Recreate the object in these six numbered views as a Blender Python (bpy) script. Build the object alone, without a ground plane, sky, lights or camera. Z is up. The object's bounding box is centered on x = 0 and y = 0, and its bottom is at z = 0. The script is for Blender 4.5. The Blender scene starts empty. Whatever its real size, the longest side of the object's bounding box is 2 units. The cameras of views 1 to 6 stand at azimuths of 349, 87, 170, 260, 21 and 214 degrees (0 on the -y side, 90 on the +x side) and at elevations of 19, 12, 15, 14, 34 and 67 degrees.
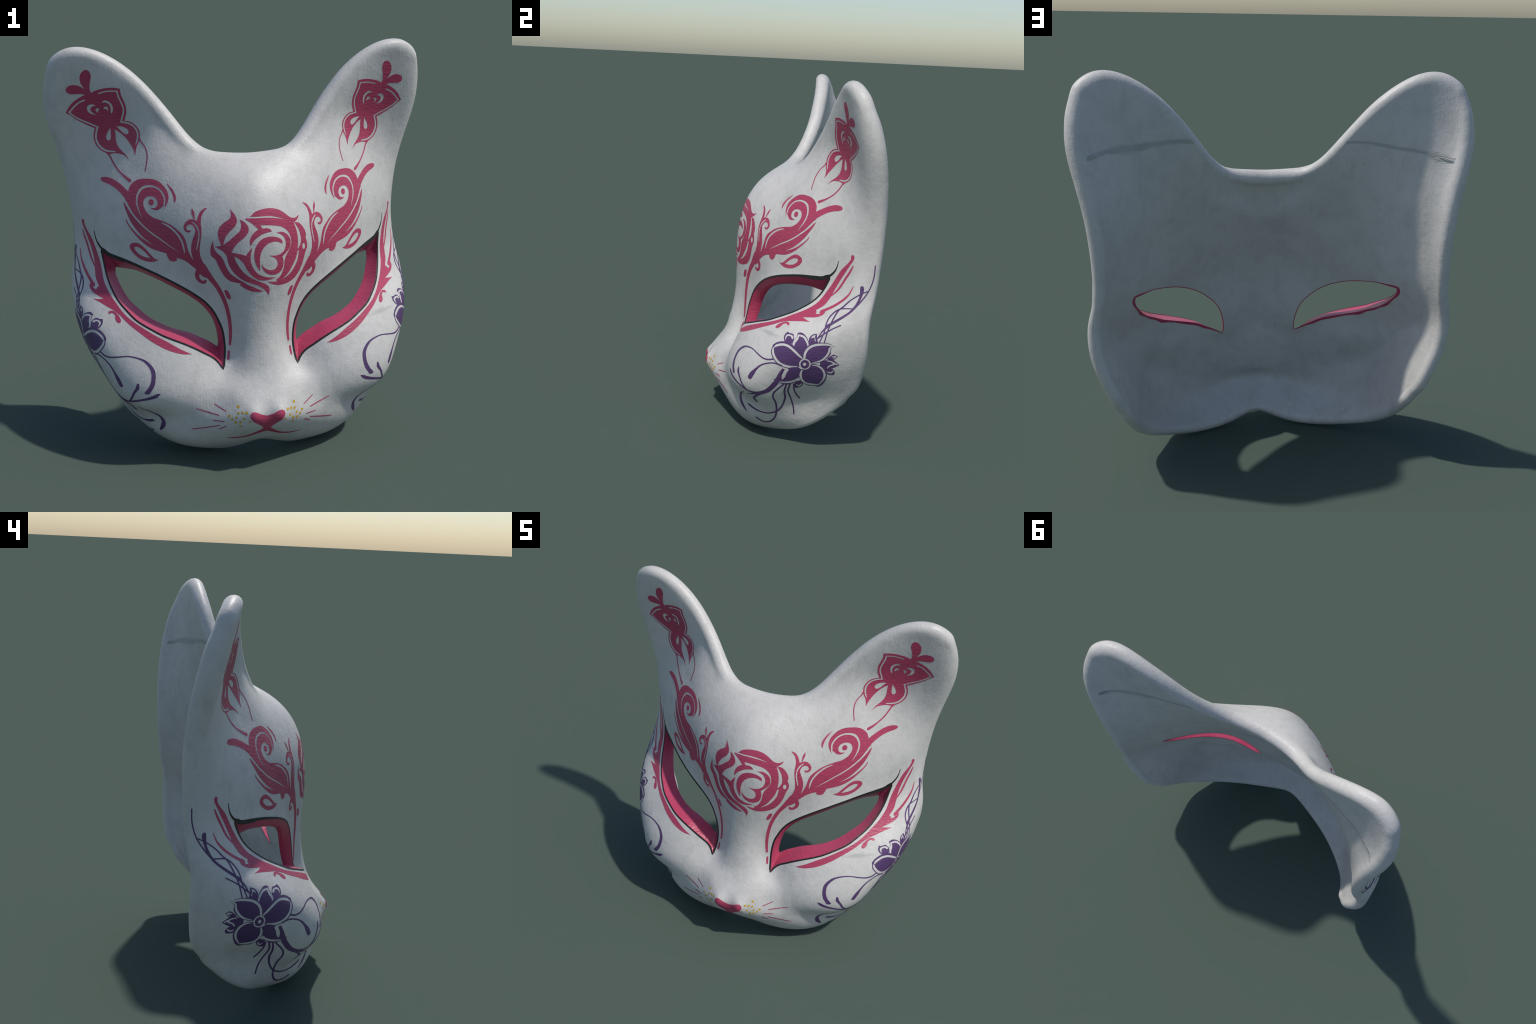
"""A painted papier-mache cat mask: a thick white shell with two ears and two slanted eye
openings, hand painted with a rose, scrolls, lotus flowers, whiskers and a small nose.

The shell is a cubic B-spline surface lofted through horizontal sections of the right half
(mirrored), thickened inwards and closed by a round lip.  The painting is built as thin
layers of paint: strokes and filled outlines drawn in a flat plane and laid on the shell."""
import bpy, bmesh, math, random
import numpy as np
from mathutils import Vector
from mathutils.bvhtree import BVHTree
from mathutils.geometry import delaunay_2d_cdt

random.seed(7)
rng = np.random.default_rng(7)

LIP_LOW, LIP_HIGH = 0.062, 0.085      # wall of the shell at its round lip: cheeks, ears


# ------------------------------------------------------------------ shell sections
def section(name, *points):
    """One control section of the right half, from the middle line out to the edge."""
    return np.array(points, float)


HALF_SECTIONS = [
    section("under the lip",
            (0, -0.252, 0.075), (0.054, -0.247, 0.060), (0.140, -0.229, 0.026), (0.224, -0.196, 0.006), (0.309, -0.155, 0.003), (0.392, -0.106, 0.013),
            (0.474, -0.052, 0.038), (0.554, 0.006, 0.069), (0.631, 0.068, 0.111), (0.692, 0.137, 0.171), (0.726, 0.214, 0.231), (0.742, 0.272, 0.279), (0.748, 0.300, 0.305)),
    section("lip edge",
            (0, -0.280, 0.089), (0.066, -0.276, 0.081), (0.160, -0.263, 0.059), (0.257, -0.235, 0.036), (0.349, -0.192, 0.023), (0.434, -0.138, 0.031),
            (0.513, -0.079, 0.059), (0.586, -0.012, 0.098), (0.651, 0.062, 0.143), (0.700, 0.139, 0.195), (0.732, 0.213, 0.248), (0.752, 0.274, 0.297), (0.763, 0.314, 0.337)),
    section("chin",
            (0, -0.316, 0.119), (0.074, -0.312, 0.114), (0.175, -0.300, 0.099), (0.281, -0.275, 0.078), (0.383, -0.232, 0.065), (0.473, -0.176, 0.073),
            (0.548, -0.106, 0.102), (0.611, -0.030, 0.141), (0.664, 0.049, 0.184), (0.706, 0.132, 0.234), (0.740, 0.214, 0.285), (0.766, 0.284, 0.330), (0.781, 0.336, 0.369)),
    section("mouth corner",
            (0, -0.364, 0.165), (0.081, -0.357, 0.161), (0.181, -0.338, 0.148), (0.291, -0.310, 0.133), (0.402, -0.271, 0.128), (0.501, -0.210, 0.137),
            (0.574, -0.127, 0.160), (0.634, -0.050, 0.191), (0.673, 0.029, 0.237), (0.710, 0.118, 0.289), (0.757, 0.211, 0.337), (0.792, 0.294, 0.381), (0.805, 0.355, 0.422)),
    section("mouth line",
            (0, -0.418, 0.220), (0.086, -0.409, 0.217), (0.178, -0.379, 0.207), (0.284, -0.340, 0.199), (0.399, -0.293, 0.197), (0.504, -0.224, 0.205),
            (0.588, -0.141, 0.222), (0.664, -0.078, 0.239), (0.693, 0, 0.296), (0.737, 0.097, 0.355), (0.798, 0.201, 0.401), (0.832, 0.296, 0.451), (0.835, 0.367, 0.502)),
    section("nose base",
            (0, -0.447, 0.278), (0.090, -0.445, 0.278), (0.169, -0.406, 0.273), (0.267, -0.354, 0.264), (0.382, -0.302, 0.253), (0.498, -0.243, 0.254),
            (0.605, -0.183, 0.268), (0.693, -0.125, 0.293), (0.740, -0.038, 0.359), (0.798, 0.070, 0.426), (0.850, 0.186, 0.485), (0.872, 0.291, 0.545), (0.876, 0.372, 0.596)),
    section("nose tip",
            (0, -0.425, 0.342), (0.092, -0.422, 0.345), (0.159, -0.379, 0.342), (0.253, -0.338, 0.324), (0.370, -0.324, 0.318), (0.501, -0.304, 0.316),
            (0.626, -0.259, 0.318), (0.708, -0.178, 0.371), (0.773, -0.073, 0.453), (0.840, 0.047, 0.524), (0.881, 0.174, 0.590), (0.895, 0.284, 0.654), (0.901, 0.362, 0.708)),
    section("nose top",
            (0, -0.371, 0.409), (0.102, -0.366, 0.414), (0.172, -0.341, 0.419), (0.247, -0.312, 0.410), (0.353, -0.324, 0.402), (0.481, -0.323, 0.401),
            (0.605, -0.280, 0.425), (0.703, -0.194, 0.486), (0.789, -0.082, 0.563), (0.856, 0.047, 0.631), (0.892, 0.181, 0.693), (0.902, 0.289, 0.755), (0.899, 0.356, 0.816)),
    section("muzzle top",
            (0, -0.334, 0.489), (0.098, -0.314, 0.485), (0.161, -0.260, 0.473), (0.229, -0.258, 0.477), (0.323, -0.290, 0.498), (0.436, -0.288, 0.520),
            (0.555, -0.240, 0.555), (0.667, -0.155, 0.607), (0.766, -0.048, 0.669), (0.837, 0.081, 0.720), (0.878, 0.208, 0.775), (0.889, 0.308, 0.836), (0.880, 0.378, 0.884)),
    section("lower bridge",
            (0, -0.314, 0.579), (0.085, -0.288, 0.573), (0.140, -0.219, 0.558), (0.205, -0.209, 0.570), (0.290, -0.230, 0.611), (0.391, -0.220, 0.652),
            (0.501, -0.169, 0.685), (0.610, -0.085, 0.720), (0.706, 0.021, 0.760), (0.783, 0.138, 0.799), (0.846, 0.240, 0.851), (0.875, 0.324, 0.902), (0.870, 0.392, 0.932)),
    section("eye floor",
            (0, -0.291, 0.678), (0.076, -0.274, 0.678), (0.131, -0.226, 0.682), (0.192, -0.187, 0.706), (0.271, -0.170, 0.743), (0.367, -0.153, 0.783),
            (0.470, -0.104, 0.813), (0.568, -0.022, 0.836), (0.657, 0.080, 0.861), (0.740, 0.182, 0.895), (0.820, 0.265, 0.938), (0.867, 0.335, 0.974), (0.868, 0.395, 0.995)),
    section("bridge",
            (0, -0.281, 0.799), (0.074, -0.271, 0.805), (0.136, -0.242, 0.822), (0.199, -0.193, 0.850), (0.277, -0.150, 0.882), (0.371, -0.117, 0.914),
            (0.467, -0.064, 0.941), (0.559, 0.015, 0.961), (0.648, 0.108, 0.979), (0.735, 0.199, 1.006), (0.811, 0.280, 1.039), (0.856, 0.349, 1.066), (0.865, 0.398, 1.088)),
    section("eye middle",
            (0, -0.293, 0.944), (0.076, -0.284, 0.950), (0.146, -0.255, 0.966), (0.221, -0.211, 0.989), (0.305, -0.164, 1.015), (0.391, -0.104, 1.041),
            (0.481, -0.037, 1.067), (0.576, 0.036, 1.090), (0.665, 0.121, 1.109), (0.749, 0.207, 1.132), (0.818, 0.289, 1.158), (0.860, 0.356, 1.183), (0.873, 0.399, 1.209)),
    section("brow base",
            (0, -0.288, 1.093), (0.076, -0.278, 1.097), (0.153, -0.248, 1.107), (0.234, -0.203, 1.124), (0.319, -0.147, 1.144), (0.403, -0.077, 1.168),
            (0.492, -0.002, 1.195), (0.583, 0.072, 1.222), (0.666, 0.156, 1.245), (0.745, 0.241, 1.262), (0.819, 0.308, 1.288), (0.872, 0.359, 1.319), (0.890, 0.395, 1.349)),
    section("brow",
            (0, -0.262, 1.233), (0.075, -0.250, 1.233), (0.156, -0.214, 1.236), (0.238, -0.163, 1.245), (0.321, -0.100, 1.267), (0.406, -0.032, 1.296),
            (0.492, 0.044, 1.328), (0.574, 0.125, 1.360), (0.652, 0.207, 1.384), (0.739, 0.275, 1.404), (0.831, 0.319, 1.428), (0.901, 0.343, 1.461), (0.924, 0.378, 1.492)),
    section("forehead",
            (0, -0.207, 1.348), (0.074, -0.193, 1.348), (0.156, -0.155, 1.347), (0.238, -0.101, 1.355), (0.319, -0.039, 1.381), (0.399, 0.026, 1.421),
            (0.478, 0.097, 1.464), (0.551, 0.178, 1.501), (0.635, 0.246, 1.528), (0.743, 0.283, 1.550), (0.854, 0.302, 1.572), (0.935, 0.316, 1.590), (0.954, 0.358, 1.606)),
    section("crown",
            (0, -0.125, 1.431), (0.073, -0.115, 1.429), (0.158, -0.084, 1.427), (0.243, -0.036, 1.436), (0.322, 0.022, 1.466), (0.392, 0.082, 1.519),
            (0.458, 0.138, 1.583), (0.529, 0.194, 1.638), (0.626, 0.233, 1.677), (0.748, 0.257, 1.701), (0.867, 0.273, 1.713), (0.949, 0.288, 1.714), (0.968, 0.333, 1.715)),
    section("ear root",
            (0, -0.047, 1.475), (0.072, -0.042, 1.474), (0.162, -0.025, 1.473), (0.252, 0.010, 1.481), (0.329, 0.063, 1.519), (0.392, 0.115, 1.587),
            (0.451, 0.152, 1.669), (0.525, 0.169, 1.747), (0.626, 0.182, 1.807), (0.743, 0.215, 1.840), (0.857, 0.240, 1.845), (0.934, 0.259, 1.833), (0.952, 0.291, 1.821)),
    section("upper rim",
            (0, 0.004, 1.491), (0.069, 0.004, 1.493), (0.165, 0.005, 1.494), (0.259, 0.027, 1.505), (0.333, 0.074, 1.556), (0.392, 0.117, 1.637),
            (0.460, 0.148, 1.718), (0.524, 0.166, 1.807), (0.607, 0.184, 1.886), (0.714, 0.196, 1.946), (0.824, 0.204, 1.963), (0.895, 0.233, 1.931), (0.920, 0.249, 1.898)),
]


# ------------------------------------------------------------------ spline helpers
def bspline_basis(n, t):
    """Clamped uniform cubic B-spline basis, shape (len(t), n)."""
    t = np.clip(np.asarray(t, float), 0, 1 - 1e-9)
    knots = np.r_[[0] * 3, np.linspace(0, 1, n - 2), [1] * 3]
    basis = np.array([(knots[i] <= t) & (t < knots[i + 1]) for i in range(len(knots) - 1)], float).T
    for d in range(1, 4):
        nxt = np.zeros((len(t), basis.shape[1] - 1))
        for i in range(nxt.shape[1]):
            a, b = knots[i + d] - knots[i], knots[i + d + 1] - knots[i + 1]
            if a > 0:
                nxt[:, i] += (t - knots[i]) / a * basis[:, i]
            if b > 0:
                nxt[:, i] += (knots[i + d + 1] - t) / b * basis[:, i + 1]
        basis = nxt
    return basis


def catmull(points, per=8, closed=False):
    """Centripetal-ish Catmull-Rom curve through 2D/3D points."""
    p = np.array(points, float)
    n = len(p)
    if n < 3 and not closed:
        return np.array([p[0] + (p[-1] - p[0]) * k for k in np.linspace(0, 1, per + 1)])
    out = []
    for i in range(n if closed else n - 1):
        if closed:
            a, b, c, d = p[i - 1], p[i], p[(i + 1) % n], p[(i + 2) % n]
        else:
            b, c = p[i], p[i + 1]
            a = p[i - 1] if i else 2 * b - c
            d = p[i + 2] if i + 2 < n else 2 * c - b
        lbc = np.linalg.norm(c - b) + 1e-9
        m1 = (c - a) * lbc / (np.linalg.norm(c - b) + np.linalg.norm(b - a) + 1e-9)
        m2 = (d - b) * lbc / (np.linalg.norm(d - c) + np.linalg.norm(c - b) + 1e-9)
        for k in range(per):
            t = k / per
            out.append((2 * t**3 - 3 * t**2 + 1) * b + (t**3 - 2 * t**2 + t) * m1 + (3 * t**2 - 2 * t**3) * c + (t**3 - t**2) * m2)
    if not closed:
        out.append(p[-1])
    return np.array(out)


def resample(points, n):
    p = np.asarray(points, float)
    d = np.r_[0, np.cumsum(np.linalg.norm(np.diff(p, axis=0), axis=1))]
    t = np.linspace(0, d[-1], n)
    return np.stack([np.interp(t, d, p[:, k]) for k in range(p.shape[1])], 1)


# ------------------------------------------------------------------ shell surface
NU, NV = 221, 201
half = np.array(HALF_SECTIONS)
net = np.concatenate([half[:, :0:-1] * np.array([-1, 1, 1]), half], 1)


def smooth_steps(n, ends):
    """Parameters from 0 to 1 that crowd a little towards the edges."""
    t = np.linspace(0, 1, n)
    return t - ends * np.sin(2 * np.pi * t) / (2 * np.pi)


front = np.einsum("aj,bi,jic->abc", bspline_basis(net.shape[0], smooth_steps(NV, 0.25)), bspline_basis(net.shape[1], smooth_steps(NU, 0.25)), net)


def bump2d(x, z, at_x, at_z, wide_x, wide_z):
    return np.exp(-(((np.abs(x) - at_x) / wide_x) ** 2) - ((z - at_z) / wide_z) ** 2)


# the two soft lobes of the nose
front[..., 1] -= 0.015 * bump2d(front[..., 0], front[..., 2], 0.064, 0.308, 0.030, 0.042)
front[..., 1] += 0.006 * bump2d(front[..., 0], front[..., 2], 0.0, 0.300, 0.030, 0.050)
du, dv = np.gradient(front, axis=1), np.gradient(front, axis=0)
normal = np.cross(du, dv)
normal /= np.linalg.norm(normal, axis=2, keepdims=True)
def wall_thickness(points, border):
    """The wall is thick behind the forehead, the cheeks and the nose, thin in the ears and at the lip."""
    x, z = points[..., 0], points[..., 2]
    wall = 0.072 + 0.135 * bump2d(x, z, 0.0, 1.22, 0.38, 0.32)
    wall += 0.030 * bump2d(x, z, 0.0, 1.40, 0.26, 0.12)
    wall += 0.080 * bump2d(x, z, 0.64, 0.53, 0.25, 0.16)
    wall += 0.034 * bump2d(x, z, 0.72, 0.62, 0.17, 0.12)
    wall += 0.095 * bump2d(x, z, 0.0, 0.35, 0.17, 0.09)
    wall += 0.022 * bump2d(x, z, 0.0, 0.92, 0.11, 0.16)
    wall += 0.075 * bump2d(x, z, 0.0, 0.40, 0.19, 0.05)
    wall += 0.055 * bump2d(x, z, 0.48, 0.48, 0.14, 0.08)
    wall += 0.030 * bump2d(x, z, 0.82, 0.68, 0.10, 0.22)
    wall += 0.010 * bump2d(x, z, 0.76, 0.40, 0.12, 0.12)
    wall -= 0.026 * bump2d(x, z, 0.07, 0.49, 0.07, 0.08)
    wall -= 0.042 * bump2d(x, z, 0.54, 0.71, 0.17, 0.07)
    wall -= 0.020 * bump2d(x, z, 0.12, 0.53, 0.28, 0.06)
    wall += 0.034 * bump2d(x, z, 0.21, 0.58, 0.06, 0.06)
    wall -= 0.018 * bump2d(x, z, 0.32, 0.15, 0.25, 0.10)
    wall -= 0.046 * bump2d(x, z, 0.34, 0.89, 0.20, 0.11)
    wall -= 0.050 * bump2d(x, z, 0.67, 1.55, 0.15, 0.17)
    wall -= 0.010 * bump2d(x, z, 0.80, 1.72, 0.12, 0.15)
    flat = points.reshape(-1, 3)
    near = np.concatenate([np.sqrt(((chunk[:, None] - border[None]) ** 2).sum(2).min(1)) for chunk in np.array_split(flat, 60)])
    inside = np.clip(near.reshape(x.shape) / 0.16, 0, 1)
    inside = inside * inside * (3 - 2 * inside)
    lip = LIP_LOW + (LIP_HIGH - LIP_LOW) * np.clip((z - 0.9) / 0.5, 0, 1)
    return lip + (wall - lip) * inside


def blur(field, times):
    for _ in range(times):
        for axis in (0, 1):
            f = np.swapaxes(field, 0, axis).copy()
            f[1:-1] = (f[:-2] + 2 * f[1:-1] + f[2:]) / 4
            field = np.swapaxes(f, 0, axis)
    return field


border = np.concatenate([front[0], front[-1], front[:, 0], front[:, -1]])[::3]
soft_normal = normal.copy()
for r in (slice(0, 5), slice(-5, None)):            # the grid corners fold: borrow the normal from inside
    for c in (slice(0, 5), slice(-5, None)):
        soft_normal[r, c] = normal[4 if r.start == 0 else -5, 4 if c.start == 0 else -5]
soft_normal = blur(soft_normal, 14)
soft_normal /= np.linalg.norm(soft_normal, axis=2, keepdims=True)
back = blur(front - wall_thickness(front, border)[..., None] * soft_normal, 120)
# the inside of the muzzle is one shallow bowl
bowl = (np.exp(-(((back[..., 2] - 0.40) / 0.16) ** 4)) * np.exp(-((back[..., 0] / 0.62) ** 6)))[..., None]
back = back + (blur(back, 420) - back) * bowl * 0.9


def grid_faces(rows, cols, offset=0, flip=False):
    faces = []
    for r in range(rows - 1):
        for c in range(cols - 1):
            a = offset + r * cols + c
            q = (a, a + 1, a + cols + 1, a + cols)
            faces.append(q[::-1] if flip else q)
    return faces


# border loop of the grid, counter-clockwise as seen from the front
loop = [(0, c) for c in range(NU)] + [(r, NU - 1) for r in range(1, NV)] + [(NV - 1, c) for c in range(NU - 2, -1, -1)] + [(r, 0) for r in range(NV - 2, 0, -1)]
loop_front = np.array([front[a] for a in loop])
loop_back = np.array([back[a] for a in loop])
tangent = np.roll(loop_front, -1, 0) - np.roll(loop_front, 1, 0)
tangent /= np.linalg.norm(tangent, axis=1, keepdims=True)
loop_normal = np.array([soft_normal[a] for a in loop])
outward = np.cross(tangent, loop_normal)
for _ in range(30):                                  # soften the four corners
    outward = (outward + np.roll(outward, 1, 0) + np.roll(outward, -1, 0)) / 3
outward /= np.linalg.norm(outward, axis=1, keepdims=True)

verts = [*front.reshape(-1, 3), *back.reshape(-1, 3)]
count = NU * NV
faces = grid_faces(NV, NU) + grid_faces(NV, NU, count, True)
LIP = 8
rings = [[a[0] * NU + a[1] for a in loop]]
middle, radius = (loop_front + loop_back) / 2, np.linalg.norm(loop_front - loop_back, axis=1)[:, None] / 2
for k in range(1, LIP):
    w = math.pi * k / LIP
    ring = middle + (loop_front - middle) * math.cos(w) + outward * radius * math.sin(w)
    rings.append(list(range(len(verts), len(verts) + len(ring))))
    verts.extend(ring)
rings.append([count + a[0] * NU + a[1] for a in loop])
m = len(loop)
lip_faces = []
for r0, r1 in zip(rings, rings[1:]):
    lip_faces.append([(r0[(i + 1) % m], r0[i], r1[i], r1[(i + 1) % m]) for i in range(m)])
faces += sum(lip_faces, [])
verts = np.array(verts)


def relax_corners(reach=0.16, times=60):
    """Round off the four places where the sides of the grid meet."""
    quads = np.array(faces)
    pairs = np.concatenate([quads[:, [k, (k + 1) % 4]] for k in range(4)])
    pairs = np.concatenate([pairs, pairs[:, ::-1]])
    corners = np.array([middle[k] for k in (0, NU - 1, NU + NV - 2, 2 * NU + NV - 3)])
    gap = np.sqrt(((verts[:, None] - corners[None]) ** 2).sum(2)).min(1)
    weight = np.clip(1 - (gap / reach) ** 2, 0, 1)[:, None] ** 2
    near = np.flatnonzero(weight[:, 0] > 0)
    pairs = pairs[np.isin(pairs[:, 0], near)]
    degree = np.bincount(pairs[:, 0], minlength=len(verts))[:, None]
    for _ in range(times):
        for pull in (0.60, -0.56):                      # smooth without shrinking
            total = np.zeros_like(verts)
            np.add.at(total, pairs[:, 0], verts[pairs[:, 1]])
            verts[near] += (total[near] / degree[near] - verts[near]) * pull * weight[near]


relax_corners()
front[:] = verts[:count].reshape(NV, NU, 3)
back[:] = verts[count : 2 * count].reshape(NV, NU, 3)
outer_faces = grid_faces(NV, NU) + sum(lip_faces[: LIP // 2 + 1], [])      # what the paint may lie on


def make_mesh(name, verts, faces):
    mesh = bpy.data.meshes.new(name)
    mesh.from_pydata([tuple(v) for v in verts], [], [tuple(f) for f in faces])
    mesh.update()
    return mesh


front_tree = BVHTree.FromPolygons([tuple(v) for v in verts], outer_faces)
front_grid_tree = BVHTree.FromPolygons([tuple(v) for v in front.reshape(-1, 3)], grid_faces(NV, NU))
back_tree = BVHTree.FromPolygons([tuple(v) for v in back.reshape(-1, 3)], grid_faces(NV, NU))


def lay(tree, h, z, azimuth=0.0):
    """Drop the point (h, z) of a drawing plane on the shell.  The plane is seen from the
    given azimuth (0: from the front, 90: from the +x side); h runs to the viewer's right."""
    a = math.radians(azimuth)
    toward = Vector((math.sin(a), -math.cos(a), 0))
    right = Vector((math.cos(a), math.sin(a), 0))
    start = right * h + Vector((0, 0, z)) + toward * 3
    hit, nor, _, _ = tree.ray_cast(start, -toward)
    if hit is None:
        hit, nor, _, _ = tree.find_nearest(start - toward * 3)
    if nor.dot(toward) < 0:
        nor = -nor
    return np.array(hit), np.array(nor)


# ------------------------------------------------------------------ eye openings
# (x, z) of the right eye, inner corner to outer corner: outline on the front, hole at the back
EYE_UPPER = [(.187, .487), (.179, .534), (.175, .580), (.177, .627), (.185, .676), (.202, .720), (.226, .766), (.260, .805), (.305, .839), (.349, .866), (.399, .892), (.443, .911), (.483, .926), (.523, .938), (.572, .951), (.623, .961), (.668, .968), (.704, .976), (.730, .997)]
EYE_LOWER = [(.187, .487), (.201, .510), (.228, .539), (.275, .571), (.317, .597), (.369, .623), (.421, .643), (.471, .661), (.519, .682), (.563, .701), (.592, .716), (.620, .738), (.648, .762), (.672, .787), (.690, .816), (.705, .848), (.716, .889), (.722, .933), (.731, .997)]
HOLE_UPPER = [(.203, .567), (.197, .588), (.199, .629), (.209, .679), (.232, .733), (.280, .786), (.352, .838), (.440, .875), (.512, .893), (.578, .903), (.625, .899), (.667, .894)]
HOLE_LOWER = [(.203, .567), (.244, .593), (.291, .616), (.335, .637), (.385, .651), (.423, .661), (.473, .677), (.523, .697), (.566, .725), (.609, .756), (.638, .793), (.658, .832), (.669, .864), (.667, .894)]


def eye_ring(upper, lower, tree, n=70):
    ring = np.concatenate([resample(catmull(lower), n)[:-1], resample(catmull(upper), n)[:0:-1]])
    return np.array([lay(tree, x, z)[0] for x, z in ring])


outline_ring = eye_ring(EYE_UPPER, EYE_LOWER, front_tree)
hole_ring = eye_ring(HOLE_UPPER, HOLE_LOWER, back_tree)



def grid_place(tree, surface, point):
    """Column and row (fractions) of a point on a grid surface."""
    _, _, face, _ = tree.find_nearest(Vector(point))
    r, c = divmod(face, NU - 1)
    a, e1, e2 = surface[r, c], surface[r, c + 1] - surface[r, c], surface[r + 1, c] - surface[r, c]
    st, *_ = np.linalg.lstsq(np.stack([e1, e2], 1), np.asarray(point) - a, rcond=None)
    return c + min(max(st[0], 0.0), 1.0), r + min(max(st[1], 0.0), 1.0)


def on_grid(surface, c, r):
    ci, ri = min(int(c), NU - 2), min(int(r), NV - 2)
    s, t = c - ci, r - ri
    return (surface[ri, ci] * (1 - s) + surface[ri, ci + 1] * s) * (1 - t) + (surface[ri + 1, ci] * (1 - s) + surface[ri + 1, ci + 1] * s) * t


def winding_inside(points, polygon):
    """Winding-number test of many points against one polygon."""
    x, y = points[:, :1], points[:, 1:]
    a, b = polygon, np.roll(polygon, -1, 0)
    cross = (b[:, 0] - a[:, 0]) * (y - a[:, 1]) - (x - a[:, 0]) * (b[:, 1] - a[:, 1])
    up = (a[:, 1] <= y) & (b[:, 1] > y) & (cross > 0)
    down = (a[:, 1] > y) & (b[:, 1] <= y) & (cross < 0)
    return (up.sum(1) - down.sum(1)) != 0


def pierce(surface, tree, ring, offset, flip, keep):
    """Open a grid surface along a ring.  Returns new faces, and the indices of the ring's vertices.
    keep is the set of grid cells that still stand; cells round the hole are retriangulated."""
    global verts
    path = np.array([grid_place(tree, surface, p) for p in ring])
    ring_at = len(verts)
    verts = np.concatenate([verts, [on_grid(surface, c, r) for c, r in path]])
    c0, r0 = np.floor(path.min(0)).astype(int) - 2
    c1, r1 = np.ceil(path.max(0)).astype(int) + 2
    for r in range(r0, r1):
        for c in range(c0, c1):
            keep.discard((r, c))
    lattice = np.array([(c, r) for r in range(r0, r1 + 1) for c in range(c0, c1 + 1)], float)
    gap = np.sqrt(((lattice[:, None] - path[None]) ** 2).sum(2)).min(1)
    edge = (lattice[:, 0] == c0) | (lattice[:, 0] == c1) | (lattice[:, 1] == r0) | (lattice[:, 1] == r1)
    lattice = lattice[edge | (~winding_inside(lattice, path) & (gap > 0.3))]
    ids = [offset + int(r) * NU + int(c) for c, r in lattice] + [ring_at + k for k in range(len(path))]
    pts = [Vector(p) for p in lattice] + [Vector(p) for p in path]
    n = len(lattice)
    out = delaunay_2d_cdt(pts, [(n + k, n + (k + 1) % len(path)) for k in range(len(path))], [], 0, 1e-7)
    origin = [o[0] for o in out[3]]
    flat = np.array([tuple(v) for v in out[0]])
    new = []
    for f in out[2]:
        if winding_inside(flat[list(f)].mean(0, keepdims=True), path)[0]:
            continue
        a, b, c = flat[list(f)]
        ccw = (b[0] - a[0]) * (c[1] - a[1]) - (b[1] - a[1]) * (c[0] - a[0]) > 0
        tri = [ids[origin[i]] for i in f]
        new.append(tuple(tri if ccw != flip else tri[::-1]))
    return new, [ring_at + k for k in range(len(path))]

# ------------------------------------------------------------------ materials
class Nodes:
    """Small helper to wire a node material."""

    def __init__(self, name):
        self.mat = bpy.data.materials.new(name)
        self.mat.use_nodes = True
        self.tree = self.mat.node_tree
        self.bsdf = self.tree.nodes["Principled BSDF"]
        self.coord = self.tree.nodes.new("ShaderNodeTexCoord").outputs["Object"]

    def put(self, kind, **settings):
        node = self.tree.nodes.new("ShaderNode" + kind)
        for key, value in settings.items():
            if hasattr(node, key):
                setattr(node, key, value)
            else:
                self.plug(node, key, value)
        return node

    def plug(self, node, key, value):
        socket = node.inputs[key.replace("_", " ")] if isinstance(key, str) else node.inputs[key]
        if isinstance(value, bpy.types.NodeSocket):
            self.tree.links.new(value, socket)
        else:
            socket.default_value = value

    def scaled(self, scale, turn=(0, 0, 0), shift=(0, 0, 0)):
        return self.put("Mapping", Vector=self.coord, Scale=scale, Rotation=turn, Location=shift).outputs[0]

    def noise(self, scale, detail=3, rough=0.5, vector=None, distortion=0.0):
        return self.put("TexNoise", Scale=scale, Detail=detail, Roughness=rough, Distortion=distortion, Vector=vector or self.coord).outputs[0]

    def step(self, value, low, high):
        return self.put("MapRange", Value=value, From_Min=low, From_Max=high, clamp=True).outputs[0]

    def math(self, operation, a, b=0.0):
        node = self.put("Math", operation=operation)
        self.plug(node, 0, a)
        self.plug(node, 1, b)
        return node.outputs[0]

    def mix(self, factor, a, b, blend="MIX"):
        node = self.put("Mix", data_type="RGBA", blend_type=blend)
        self.plug(node, 0, factor)
        for index, value in ((6, a), (7, b)):
            if not isinstance(value, bpy.types.NodeSocket):
                value = (*value, 1.0)
            self.plug(node, index, value)
        return node.outputs[2]

    def speckle(self, scale, size, keep):
        """Sparse round specks: 1 inside a speck.  keep = share of cells with a speck."""
        vor = self.put("TexVoronoi", Scale=scale, Vector=self.coord)
        near = self.step(vor.outputs["Distance"], size, size * 0.55)
        pick = self.put("SeparateColor", Color=vor.outputs["Color"]).outputs[0]
        chosen = self.step(pick, keep, keep - 0.03)
        return self.math("MULTIPLY", near, chosen)

    def bump(self, height, strength, distance=0.01, under=None):
        node = self.put("Bump", Strength=strength, Distance=distance, Height=height)
        if under is not None:
            self.plug(node, "Normal", under)
        return node.outputs[0]

    def finish(self, color, roughness, normal=None, specular=0.5):
        self.plug(self.bsdf, "Base Color", color if isinstance(color, bpy.types.NodeSocket) else (*color, 1))
        self.plug(self.bsdf, "Roughness", roughness)
        self.plug(self.bsdf, "Specular IOR Level", specular)
        if normal is not None:
            self.plug(self.bsdf, "Normal", normal)
        return self.mat


WHITE = (0.605, 0.580, 0.553)


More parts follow.
